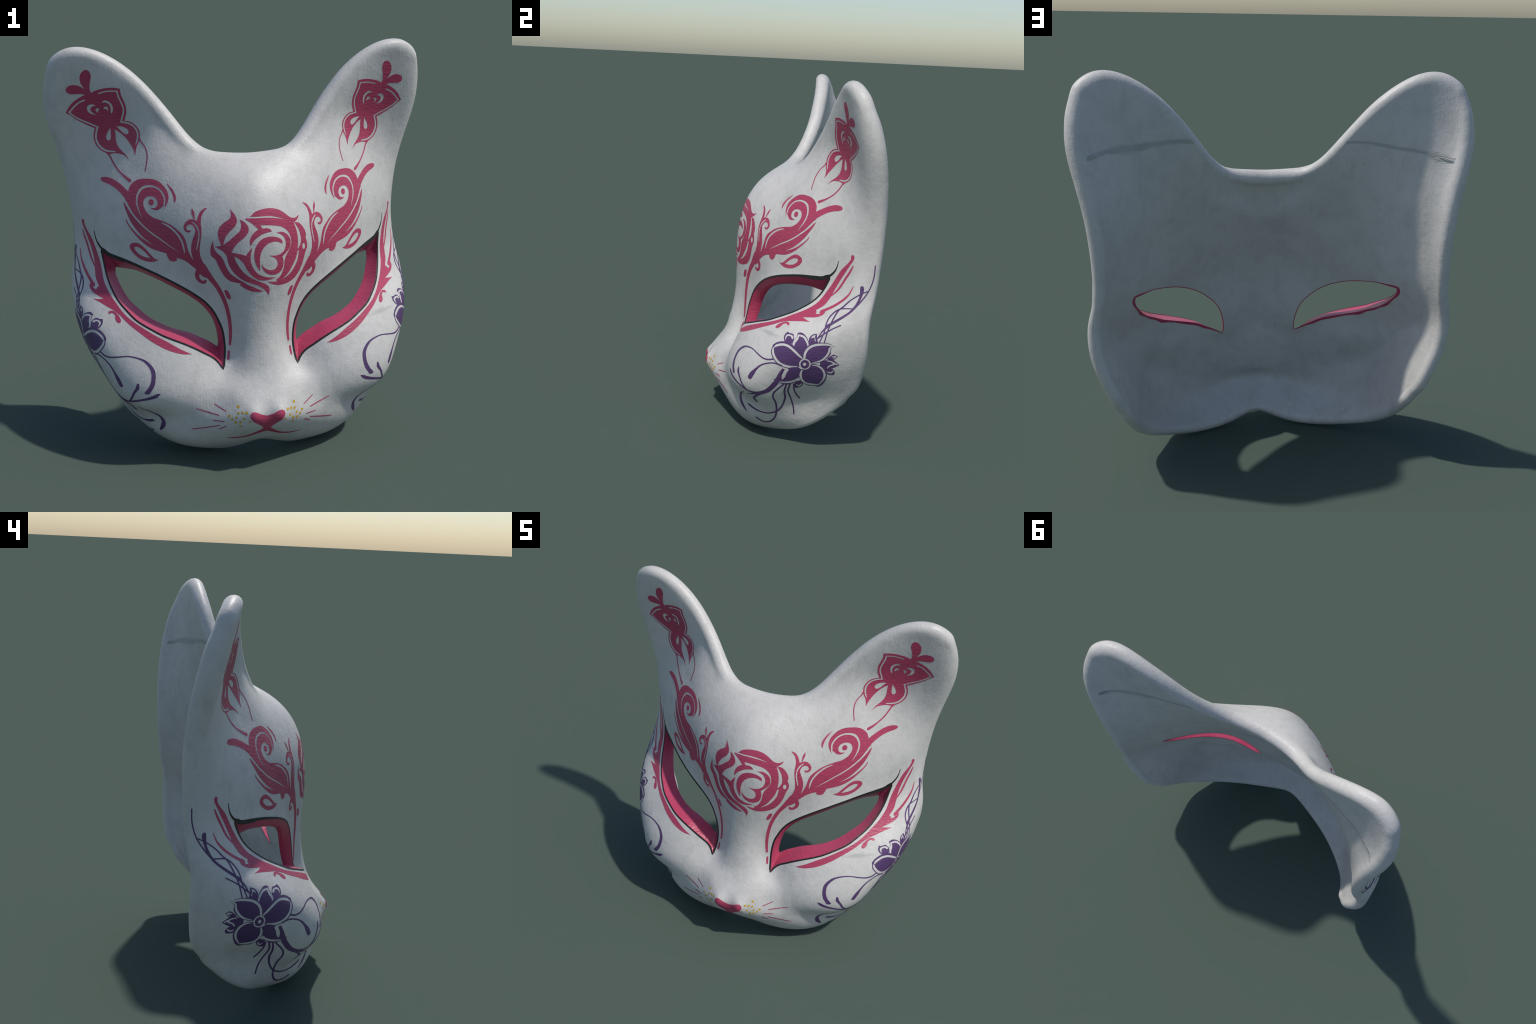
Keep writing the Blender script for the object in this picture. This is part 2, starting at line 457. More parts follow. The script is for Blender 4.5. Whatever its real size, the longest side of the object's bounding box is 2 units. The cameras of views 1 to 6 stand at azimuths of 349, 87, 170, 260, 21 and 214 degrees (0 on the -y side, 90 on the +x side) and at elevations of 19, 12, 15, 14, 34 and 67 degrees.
def plaster():
    n = Nodes("white_plaster")
    soft = n.noise(3.2, 5, 0.6)
    color = n.mix(n.step(soft, 0.42, 0.78), WHITE, (0.535, 0.518, 0.49))
    wiped = n.noise(1.0, 6, 0.7, n.scaled((14, 14, 3.5)), 0.6)
    color = n.mix(n.math("MULTIPLY", n.step(wiped, 0.52, 0.76), 0.65), color, (0.46, 0.45, 0.42))
    cloud = n.noise(13, 5, 0.7)
    color = n.mix(n.math("MULTIPLY", n.step(cloud, 0.48, 0.72), 0.6), color, (0.485, 0.47, 0.445))
    # pinkish and grey specks of the ground coat
    color = n.mix(n.math("MULTIPLY", n.speckle(95, 0.18, 0.30), 0.48), color, (0.50, 0.22, 0.22))
    color = n.mix(n.math("MULTIPLY", n.speckle(62, 0.17, 0.22), 0.55), color, (0.23, 0.23, 0.21))
    # a grey smudge under the right eye
    bent = n.put("VectorMath", operation="SUBTRACT")
    n.plug(bent, 0, n.scaled((1, 1, 1)))
    n.plug(bent, 1, (0.66, -0.105, 0.660))
    squash = n.put("VectorMath", operation="MULTIPLY")
    n.plug(squash, 0, bent.outputs[0])
    n.plug(squash, 1, (11, 11, 95))
    far = n.put("VectorMath", operation="LENGTH")
    n.plug(far, 0, squash.outputs[0])
    ragged = n.math("ADD", far.outputs["Value"], n.math("MULTIPLY", n.math("SUBTRACT", n.noise(38, 4, 0.7), 0.5), 1.6))
    color = n.mix(n.math("MULTIPLY", n.step(ragged, 1.3, 0.4), 0.6), color, (0.36, 0.36, 0.33))
    # hair-thin streaks
    streak = n.noise(1.0, 2, 0.4, n.scaled((170, 170, 22)))
    spots = n.step(n.noise(9, 2), 0.5, 0.7)
    color = n.mix(n.math("MULTIPLY", n.math("MULTIPLY", n.step(streak, 0.66, 0.76), spots), 0.45), color, (0.27, 0.265, 0.25))
    # fine long scratches in two directions
    for turn, shift in (((0.0, 0.7, 0.3), (3, 1, 2)), ((0.2, -0.5, 0.0), (7, 5, 1))):
        hair = n.noise(1.0, 1, 0.3, n.scaled((230, 230, 7), turn, shift))
        worn = n.step(n.noise(4, 3, 0.5, n.scaled((1, 1, 1), (0, 0, 0), shift)), 0.52, 0.66)
        color = n.mix(n.math("MULTIPLY", n.math("MULTIPLY", n.step(hair, 0.70, 0.78), worn), 0.5), color, (0.33, 0.325, 0.30))
    grain = n.bump(n.noise(150, 4, 0.65), 0.15, 0.006)
    lumps = n.bump(n.noise(24, 4, 0.6), 0.16, 0.014, grain)
    pits = n.bump(n.math("SUBTRACT", 1.0, n.speckle(48, 0.20, 0.22)), 0.22, 0.004, lumps)
    brush = n.bump(n.noise(1.0, 3, 0.5, n.scaled((120, 120, 16), (0.2, 0.25, 0))), 0.13, 0.008, pits)
    rough = n.put("MapRange", Value=n.noise(7, 4), To_Min=0.36, To_Max=0.54).outputs[0]
    return n.finish(color, rough, brush, 0.42)


def paint(name, color, deep, rough=0.38):
    n = Nodes(name)
    tone = n.noise(6, 4, 0.6)
    c = n.mix(n.step(tone, 0.35, 0.7), color, deep)
    brush = n.noise(1.0, 3, 0.55, n.scaled((30, 30, 130), (0.3, 0.55, 0.2)))
    c = n.mix(n.math("MULTIPLY", n.step(brush, 0.6, 0.8), 0.35), c, tuple(0.72 * k for k in deep))
    relief = n.bump(brush, 0.28, 0.010)
    return n.finish(c, rough, n.bump(n.noise(70, 3), 0.14, 0.006, relief), 0.4)


PLASTER = plaster()
RED = paint("crimson_paint", (0.445, 0.058, 0.120), (0.385, 0.047, 0.100))
PINK = paint("eye_rim_pink", (0.47, 0.060, 0.124), (0.42, 0.050, 0.105), 0.32)
PURPLE = paint("violet_paint", (0.100, 0.050, 0.145), (0.082, 0.040, 0.122), 0.4)
BLACK = paint("black_paint", (0.018, 0.018, 0.016), (0.012, 0.012, 0.010), 0.45)
CRACK = paint("crack_grey", (0.45, 0.445, 0.42), (0.385, 0.385, 0.36), 0.6)
SMEAR = paint("smear_grey", (0.52, 0.51, 0.485), (0.47, 0.462, 0.44), 0.55)
GOLD = paint("gold_paint", (0.60, 0.37, 0.030), (0.53, 0.32, 0.022), 0.4)

# ------------------------------------------------------------------ the mask and its shell
scene = bpy.context.scene
mask = bpy.data.objects.new("cat_mask", None)
scene.collection.objects.link(mask)
mask["label"] = "white cat mask painted with crimson rose scrolls and violet flowers"
mask["category"] = "mask"


def add_part(name, mesh, material, parent=mask):
    obj = bpy.data.objects.new(name, mesh)
    scene.collection.objects.link(obj)
    obj.parent = parent
    mesh.materials.clear()
    mesh.materials.append(material)
    return obj


shell_ref = make_mesh("shell_normals", verts, faces)          # the shell before it is opened
shell_normals = np.array([v.normal for v in shell_ref.vertices])
closed_verts = verts.copy()

front_cells = {(r, c) for r in range(NV - 1) for c in range(NU - 1)}
back_cells = set(front_cells)
opened, walls = [], {}
share = np.linspace(0, 1, len(outline_ring), endpoint=False)       # round the eye: lower lid 0..0.5 outwards, upper lid back
for side in (1, -1):
    flip = np.array([side, 1, 1])
    faces_f, ring_f = pierce(front, front_grid_tree, outline_ring * flip, 0, False, front_cells)
    faces_b, ring_b = pierce(back, back_tree, hole_ring * flip, count, True, back_cells)
    opened += faces_f + faces_b
    # funnel between the outline on the front and the hole at the back
    steps, layers = 5, [ring_f]
    for k in range(1, steps):
        t = k / steps
        bulge = np.interp(share, [0, 0.12, 0.25, 0.45, 0.55, 1], [-0.008, -0.014, 0.004, 0.008, -0.013, -0.010])[:, None] * math.sin(math.pi * t)
        centre = (outline_ring * flip).mean(0)
        pts = verts[ring_f] * (1 - t) + verts[ring_b] * t
        away = pts - centre
        pts = pts + away / np.linalg.norm(away, axis=1, keepdims=True) * bulge
        layers.append(list(range(len(verts), len(verts) + len(pts))))
        verts = np.concatenate([verts, pts])
    layers.append(ring_b)
    wall = []
    for l0, l1 in zip(layers, layers[1:]):
        for i in range(len(l0)):
            j = (i + 1) % len(l0)
            q = (l0[i], l0[j], l1[j], l1[i])
            wall.append(q[::-1] if side == 1 else q)
    walls[side] = wall


def cell_face(r, c, offset, flip):
    a = offset + r * NU + c
    q = (a, a + 1, a + NU + 1, a + NU)
    return q[::-1] if flip else q


white_faces = [cell_face(r, c, 0, False) for r, c in sorted(front_cells)] + [cell_face(r, c, count, True) for r, c in sorted(back_cells)] + sum(lip_faces, []) + opened
co = verts
polys = [(f, False, co[list(f)].mean(0)) for f in white_faces] + [(f, True, co[list(f)].mean(0)) for s in (1, -1) for f in walls[s]]


def ear_border(x):
    """Height on the front where an ear grows out of the forehead."""
    return 1.43 + 0.16 * (abs(x) - 0.60)


regions = {"face": [], "ear+": [], "ear-": [], "eye_rim+": [], "eye_rim-": []}
for vs, pink, mid in polys:
    sign = "+" if mid[0] > 0 else "-"
    if pink:
        regions["eye_rim" + sign].append(vs)
    elif mid[2] > ear_border(mid[0]) and abs(mid[0]) > 0.36 + 0.4 * max(0.0, 1.62 - mid[2]):
        regions["ear" + sign].append(vs)
    else:
        regions["face"].append(vs)

# normals of the whole shell without the eye rims, so that face and ears meet without a seam
whole = make_mesh("whole", co, regions["face"] + regions["ear+"] + regions["ear-"])
whole_normals = np.array([v.normal for v in whole.vertices])


def region_mesh(name, polygons, normals=None):
    used = sorted({i for f in polygons for i in f})
    place = {i: k for k, i in enumerate(used)}
    mesh = make_mesh(name, co[used], [[place[i] for i in f] for f in polygons])
    mesh.shade_smooth()
    if normals is not None:
        mesh.normals_split_custom_set_from_vertices([tuple(normals[i]) for i in used])
    return mesh


face_part = add_part("face", region_mesh("face", regions["face"], whole_normals), PLASTER)
for s in "+-":
    add_part("ear", region_mesh("ear", regions["ear" + s], whole_normals), PLASTER)
for s in "+-":
    rim = region_mesh("eye_rim", regions["eye_rim" + s])
    rim.set_sharp_from_angle(angle=math.radians(50))
    add_part("eye_rim", rim, PINK)

# ------------------------------------------------------------------ painted motifs
# Drawn flat, right half only: (h, z) is a smooth outline point, (h, z, 0) a corner;
# strokes are (h, z, width).  "gap" leaves the white ground bare.
ROSE = [
    ("fill", [(-0.0386, 1.2496, 0), (-0.0173, 1.2669), (0.0178, 1.2770), (0.0583, 1.2776), (0.0942, 1.2685), (0.1247, 1.2494), (0.1503, 1.2278), (0.1664, 1.2184), (0.1861, 1.2164), (0.2059, 1.2254, 0),
        (0.1970, 1.2097), (0.1787, 1.1952, 0), (0.1984, 1.1917), (0.2148, 1.1779), (0.2309, 1.1544), (0.2398, 1.1306), (0.2379, 1.1088), (0.2441, 1.0898), (0.2464, 1.0714), (0.2422, 1.0544),
        (0.2347, 1.0381), (0.2291, 1.0185), (0.2183, 0.9839), (0.2018, 0.9505), (0.1789, 0.9246), (0.1497, 0.9108), (0.1155, 0.9053), (0.0825, 0.9084), (0.0535, 0.9187), (0.0329, 0.9336, 0),
        (0.0612, 0.9281), (0.0823, 0.9271), (0.0743, 0.9354, 0), (0.0955, 0.9498), (0.1100, 0.9755), (0.1171, 0.9999), (0.1199, 1.0250), (0.1283, 1.0485), (0.1424, 1.0707), (0.1541, 1.0931),
        (0.1574, 1.1120), (0.1513, 1.1423), (0.1350, 1.1683), (0.1090, 1.1878), (0.0778, 1.1980), (0.0371, 1.2047), (0.0035, 1.2070, 0), (0.0124, 1.1906, 0), (0.0338, 1.1911), (0.0486, 1.1854),
        (0.0582, 1.1740, 0), (0.0151, 1.1665), (-0.0150, 1.1495), (-0.0349, 1.1311), (-0.0465, 1.1112, 0), (-0.0494, 1.1338), (-0.0418, 1.1574), (-0.0257, 1.1758), (-0.0063, 1.1890, 0), (-0.0195, 1.2022),
        (-0.0399, 1.2192), (-0.0668, 1.2361, 0)]),
    ("gap_stroke", [(-0.0546, 1.2429, 0.0080), (-0.0048, 1.2426, 0.0070), (0.0347, 1.2420, 0.0071), (0.0753, 1.2360, 0.0061), (0.1232, 1.2206, 0.0012)]),
    ("gap_stroke", [(0.1769, 1.1941, 0.0038), (0.1909, 1.1654, 0.0103), (0.1997, 1.1347, 0.0158), (0.2027, 1.1022, 0.0174), (0.1983, 1.0832, 0.0121), (0.1917, 1.0681, 0.0027)]),
    ("gap_stroke", [(0.1951, 1.0551, 0.0082), (0.1849, 1.0147, 0.0139), (0.1680, 0.9849, 0.0153), (0.1455, 0.9564, 0.0111), (0.1121, 0.9340, 0.0020)]),
    ("gap", [(0.2345, 1.0708), (0.2320, 1.0605), (0.2262, 1.0575), (0.2204, 1.0635), (0.2180, 1.0749), (0.2205, 1.0850), (0.2263, 1.0880), (0.2321, 1.0822)]),
    ("fill", [(-0.0043, 0.9903, 0), (-0.0224, 1.0202), (-0.0305, 1.0555), (-0.0287, 1.0874), (-0.0172, 1.1161), (0.0051, 1.1402), (0.0342, 1.1497), (0.0657, 1.1484), (0.0956, 1.1369), (0.1084, 1.1237),
        (0.1095, 1.1090, 0), (0.0871, 1.1214), (0.0627, 1.1249), (0.0370, 1.1182), (0.0150, 1.1009), (0.0010, 1.0751), (-0.0050, 1.0443), (-0.0040, 1.0166)]),
    ("fill", [(0.0811, 1.1648, 0), (0.1076, 1.1654), (0.1340, 1.1504), (0.1496, 1.1282), (0.1532, 1.1031), (0.1454, 1.0800), (0.1285, 1.0636), (0.1081, 1.0475, 0), (0.1133, 1.0212), (0.1100, 0.9963),
        (0.0981, 0.9754), (0.0768, 0.9653), (0.0507, 0.9652), (0.0254, 0.9775), (0.0096, 0.9979), (0.0029, 1.0222, 0), (0.0131, 1.0077), (0.0305, 0.9943), (0.0534, 0.9880), (0.0715, 0.9930),
        (0.0821, 1.0091), (0.0813, 1.0296), (0.0695, 1.0464), (0.0415, 1.0615, 0), (0.0723, 1.0575), (0.0987, 1.0617), (0.1178, 1.0756), (0.1265, 1.0961), (0.1262, 1.1206), (0.1147, 1.1443),
        (0.0966, 1.1577)]),
    ("fill", [(-0.1306, 1.2769, 0), (-0.1132, 1.2570), (-0.1043, 1.2373), (-0.1047, 1.2192), (-0.1174, 1.1980), (-0.1391, 1.1760), (-0.1561, 1.1537), (-0.1653, 1.1317), (-0.1702, 1.1116, 0), (-0.1765, 1.0993, 0),
        (-0.1845, 1.1252), (-0.1903, 1.1462), (-0.1910, 1.1673), (-0.1833, 1.1912), (-0.1639, 1.2134), (-0.1401, 1.2309), (-0.1302, 1.2427), (-0.1274, 1.2607)]),
    ("fill", [(-0.0900, 1.2333, 0), (-0.0713, 1.2238), (-0.0570, 1.2079), (-0.0520, 1.1890), (-0.0606, 1.1670), (-0.0788, 1.1480), (-0.1026, 1.1283), (-0.1205, 1.1059), (-0.1351, 1.0782, 0), (-0.1114, 1.0756),
        (-0.0885, 1.0716), (-0.0700, 1.0655, 0), (-0.0563, 1.0856), (-0.0391, 1.1057, 0), (-0.0445, 1.0830), (-0.0490, 1.0585), (-0.0462, 1.0311), (-0.0357, 1.0031), (-0.0166, 0.9778), (0.0103, 0.9609),
        (0.0405, 0.9530), (0.0726, 0.9493, 0), (0.0456, 0.9424), (0.0103, 0.9406), (-0.0193, 0.9490), (-0.0457, 0.9702), (-0.0667, 0.9995), (-0.0825, 1.0310), (-0.1006, 1.0489), (-0.1232, 1.0617, 0),
        (-0.1161, 1.0372), (-0.0983, 1.0053), (-0.0717, 0.9739), (-0.0386, 0.9509), (-0.0046, 0.9335), (0.0254, 0.9182), (0.0387, 0.9028), (0.0424, 0.8848), (0.0369, 0.8615, 0), (0.0281, 0.8786),
        (0.0104, 0.8991), (-0.0144, 0.9158), (-0.0483, 0.9286), (-0.0813, 0.9425), (-0.1089, 0.9620), (-0.1306, 0.9863), (-0.1448, 1.0107), (-0.1525, 1.0344), (-0.1565, 1.0592), (-0.1682, 1.0770),
        (-0.1881, 1.0909), (-0.2080, 1.1011, 0), (-0.1875, 1.1056), (-0.1702, 1.1116, 0), (-0.1575, 1.1227), (-0.1387, 1.1384), (-0.1149, 1.1610), (-0.0957, 1.1790), (-0.0868, 1.1969), (-0.0857, 1.2153)]),
    ("fill", [(-0.2145, 1.1296, 0), (-0.2126, 1.0982), (-0.2021, 1.0746), (-0.1823, 1.0567), (-0.1693, 1.0328), (-0.1585, 1.0032), (-0.1408, 0.9739), (-0.1136, 0.9528), (-0.0813, 0.9336), (-0.0626, 0.9208, 0),
        (-0.0387, 0.9100), (-0.0095, 0.8954), (0.0114, 0.8847, 0), (-0.0193, 0.8838), (-0.0483, 0.8890), (-0.0767, 0.9021), (-0.1023, 0.9204, 0), (-0.0907, 0.9264, 0), (-0.1229, 0.9309), (-0.1455, 0.9363),
        (-0.1680, 0.9573), (-0.1857, 0.9894), (-0.1989, 1.0190), (-0.2075, 1.0386), (-0.2252, 1.0543), (-0.2282, 1.0766), (-0.2247, 1.1018)]),
]
LEAF_SCROLL = [
    ("fill", [(0.5858, 1.3082, 0), (0.5741, 1.3363), (0.5511, 1.3601), (0.5232, 1.3738), (0.4924, 1.3786), (0.4620, 1.3783), (0.4362, 1.3686), (0.4152, 1.3478), (0.4037, 1.3268), (0.4013, 1.3049),
        (0.4071, 1.2820), (0.4244, 1.2490, 0), (0.4302, 1.2623, 0), (0.4392, 1.2525), (0.4531, 1.2415), (0.4683, 1.2387), (0.4813, 1.2423), (0.4866, 1.2477, 0), (0.4734, 1.2472), (0.4605, 1.2535),
        (0.4527, 1.2689), (0.4538, 1.2846), (0.4643, 1.2969), (0.4830, 1.3006), (0.5024, 1.2944), (0.5145, 1.2799), (0.5193, 1.2602), (0.5140, 1.2372), (0.5001, 1.2175), (0.4782, 1.2035),
        (0.4485, 1.1961), (0.4190, 1.1874), (0.3900, 1.1742), (0.3687, 1.1578), (0.3477, 1.1374), (0.3360, 1.1113), (0.3300, 1.0799), (0.3217, 1.0522), (0.3048, 1.0174, 0), (0.3130, 1.0576),
        (0.3131, 1.0864), (0.3062, 1.1194), (0.2956, 1.1482), (0.2908, 1.1680), (0.2971, 1.1863), (0.3095, 1.1931), (0.3227, 1.1889), (0.3308, 1.1765), (0.3270, 1.1655), (0.3093, 1.1665, 0),
        (0.3172, 1.1563), (0.3302, 1.1554), (0.3406, 1.1656), (0.3416, 1.1808), (0.3331, 1.1990), (0.3174, 1.2132), (0.3024, 1.2175), (0.2814, 1.2124, 0), (0.2758, 1.2296), (0.2670, 1.2488),
        (0.2529, 1.2647), (0.2374, 1.2740), (0.2313, 1.2731, 0), (0.2432, 1.2620), (0.2543, 1.2464), (0.2623, 1.2236), (0.2647, 1.2048), (0.2638, 1.1786), (0.2653, 1.1517), (0.2705, 1.1199),
        (0.2751, 1.0873), (0.2753, 1.0586), (0.2686, 1.0302), (0.2562, 1.0018), (0.2417, 0.9777), (0.2234, 0.9516, 0), (0.2455, 0.9346, 0), (0.2678, 0.9448), (0.2862, 0.9689, 0), (0.3083, 0.9878),
        (0.3340, 1.0079), (0.3599, 1.0191), (0.3823, 1.0223, 0), (0.3789, 1.0131), (0.3886, 1.0038), (0.4020, 1.0016), (0.4139, 1.0075), (0.4219, 1.0229), (0.4268, 1.0386, 0), (0.4374, 1.0543, 0),
        (0.4673, 1.0632), (0.5006, 1.0812), (0.5301, 1.1021), (0.5590, 1.1328), (0.5838, 1.1694), (0.6005, 1.2099), (0.6084, 1.2359), (0.6116, 1.2574, 0), (0.5990, 1.2432, 0), (0.6037, 1.2751, 0),
        (0.6218, 1.2953), (0.6439, 1.3142), (0.6706, 1.3278), (0.7018, 1.3374), (0.7132, 1.3468), (0.7093, 1.3564), (0.6921, 1.3619), (0.6643, 1.3605), (0.6337, 1.3464), (0.6077, 1.3279)]),
    ("gap_stroke", [(0.6029, 1.2599, 0.0117), (0.5892, 1.2331, 0.0107), (0.5718, 1.2047, 0.0088), (0.5521, 1.1822, 0.0088), (0.5269, 1.1564, 0.0078), (0.4904, 1.1281, 0.0078), (0.4537, 1.1056, 0.0068), (0.4136, 1.0794, 0.0049), (0.3699, 1.0524, 0.0010)]),
    ("gap_stroke", [(0.5302, 1.1952, 0.0019), (0.5432, 1.2301, 0.0058), (0.5487, 1.2563, 0.0077), (0.5476, 1.2831, 0.0077), (0.5389, 1.3070, 0.0086), (0.5227, 1.3299, 0.0105), (0.5035, 1.3417, 0.0104), (0.4819, 1.3466, 0.0095), (0.4600, 1.3446, 0.0085), (0.4396, 1.3349, 0.0085),
        (0.4259, 1.3171, 0.0085), (0.4192, 1.2955, 0.0075), (0.4251, 1.2554, 0.0066)]),
    ("gap_stroke", [(0.4388, 1.1827, 0.0048), (0.4124, 1.1729, 0.0086), (0.3874, 1.1551, 0.0096), (0.3665, 1.1307, 0.0096), (0.3529, 1.1048, 0.0087), (0.3467, 1.0773, 0.0078), (0.3439, 1.0522, 0.0039)]),
    ("gap_stroke", [(0.2996, 1.2048, 0.0056), (0.2841, 1.1877, 0.0075), (0.2763, 1.1658, 0.0056), (0.2772, 1.1348, 0.0057), (0.2829, 1.1065, 0.0058), (0.2895, 1.0773, 0.0039)]),
    ("fill", [(0.6055, 1.1804, 0), (0.5944, 1.1549), (0.5746, 1.1302), (0.5528, 1.1085), (0.5269, 1.0905), (0.5008, 1.0776), (0.4673, 1.0641), (0.4355, 1.0545, 0), (0.4268, 1.0386, 0), (0.4494, 1.0423),
        (0.4833, 1.0486), (0.5132, 1.0614), (0.5427, 1.0830), (0.5717, 1.1146), (0.5932, 1.1431), (0.6043, 1.1639)]),
    ("stroke", [(0.2988, 1.2646, 0.0029), (0.2971, 1.2495, 0.0111), (0.2945, 1.2350, 0.0089), (0.2921, 1.2168, 0.0030)]),
    ("fill", [(0.4696, 1.2747), (0.4739, 1.2639), (0.4829, 1.2585), (0.4912, 1.2617), (0.4941, 1.2715), (0.4898, 1.2823), (0.4808, 1.2876), (0.4725, 1.2845)]),
    ("stroke", [(0.4036, 1.3662, 0.0015), (0.3890, 1.3466, 0.0082), (0.3775, 1.3257, 0.0104), (0.3729, 1.3041, 0.0104), (0.3760, 1.2835, 0.0022)]),
    ("stroke", [(0.2787, 0.9722, 0.0285), (0.2894, 0.9485, 0.0196), (0.2849, 0.9246, 0.0172), (0.2700, 0.9109, 0.0156), (0.2576, 0.9108, 0.0156), (0.2523, 0.9196, 0.0107)]),
    ("fill", [(0.4629, 0.9998, 0), (0.4818, 1.0039), (0.5000, 1.0215), (0.5181, 1.0410), (0.5364, 1.0583), (0.5550, 1.0681), (0.5744, 1.0669), (0.5904, 1.0562), (0.5951, 1.0404), (0.5865, 1.0214),
        (0.5701, 1.0041), (0.5477, 0.9902), (0.5212, 0.9842), (0.4904, 0.9871)]),
    ("gap", [(0.5003, 1.0018, 0), (0.5155, 1.0189), (0.5337, 1.0362), (0.5523, 1.0472), (0.5669, 1.0485), (0.5738, 1.0417), (0.5705, 1.0311), (0.5541, 1.0137), (0.5315, 1.0057)]),
]
SCROLL_STEM = [
    ("stroke", [(0.2670, 0.9981, 0.0317), (0.2310, 0.9401, 0.0261), (0.1993, 0.8944, 0.0211), (0.1745, 0.8433, 0.0190), (0.1578, 0.7909, 0.0170), (0.1476, 0.7376, 0.0160), (0.1427, 0.6838, 0.0149), (0.1432, 0.6355, 0.0133), (0.1472, 0.5975, 0.0107)]),
    ("fill", [(0.1693, 0.8817, 0), (0.1581, 0.8843), (0.1477, 0.8707), (0.1400, 0.8500), (0.1422, 0.8358, 0), (0.1543, 0.8418), (0.1634, 0.8595)]),
]
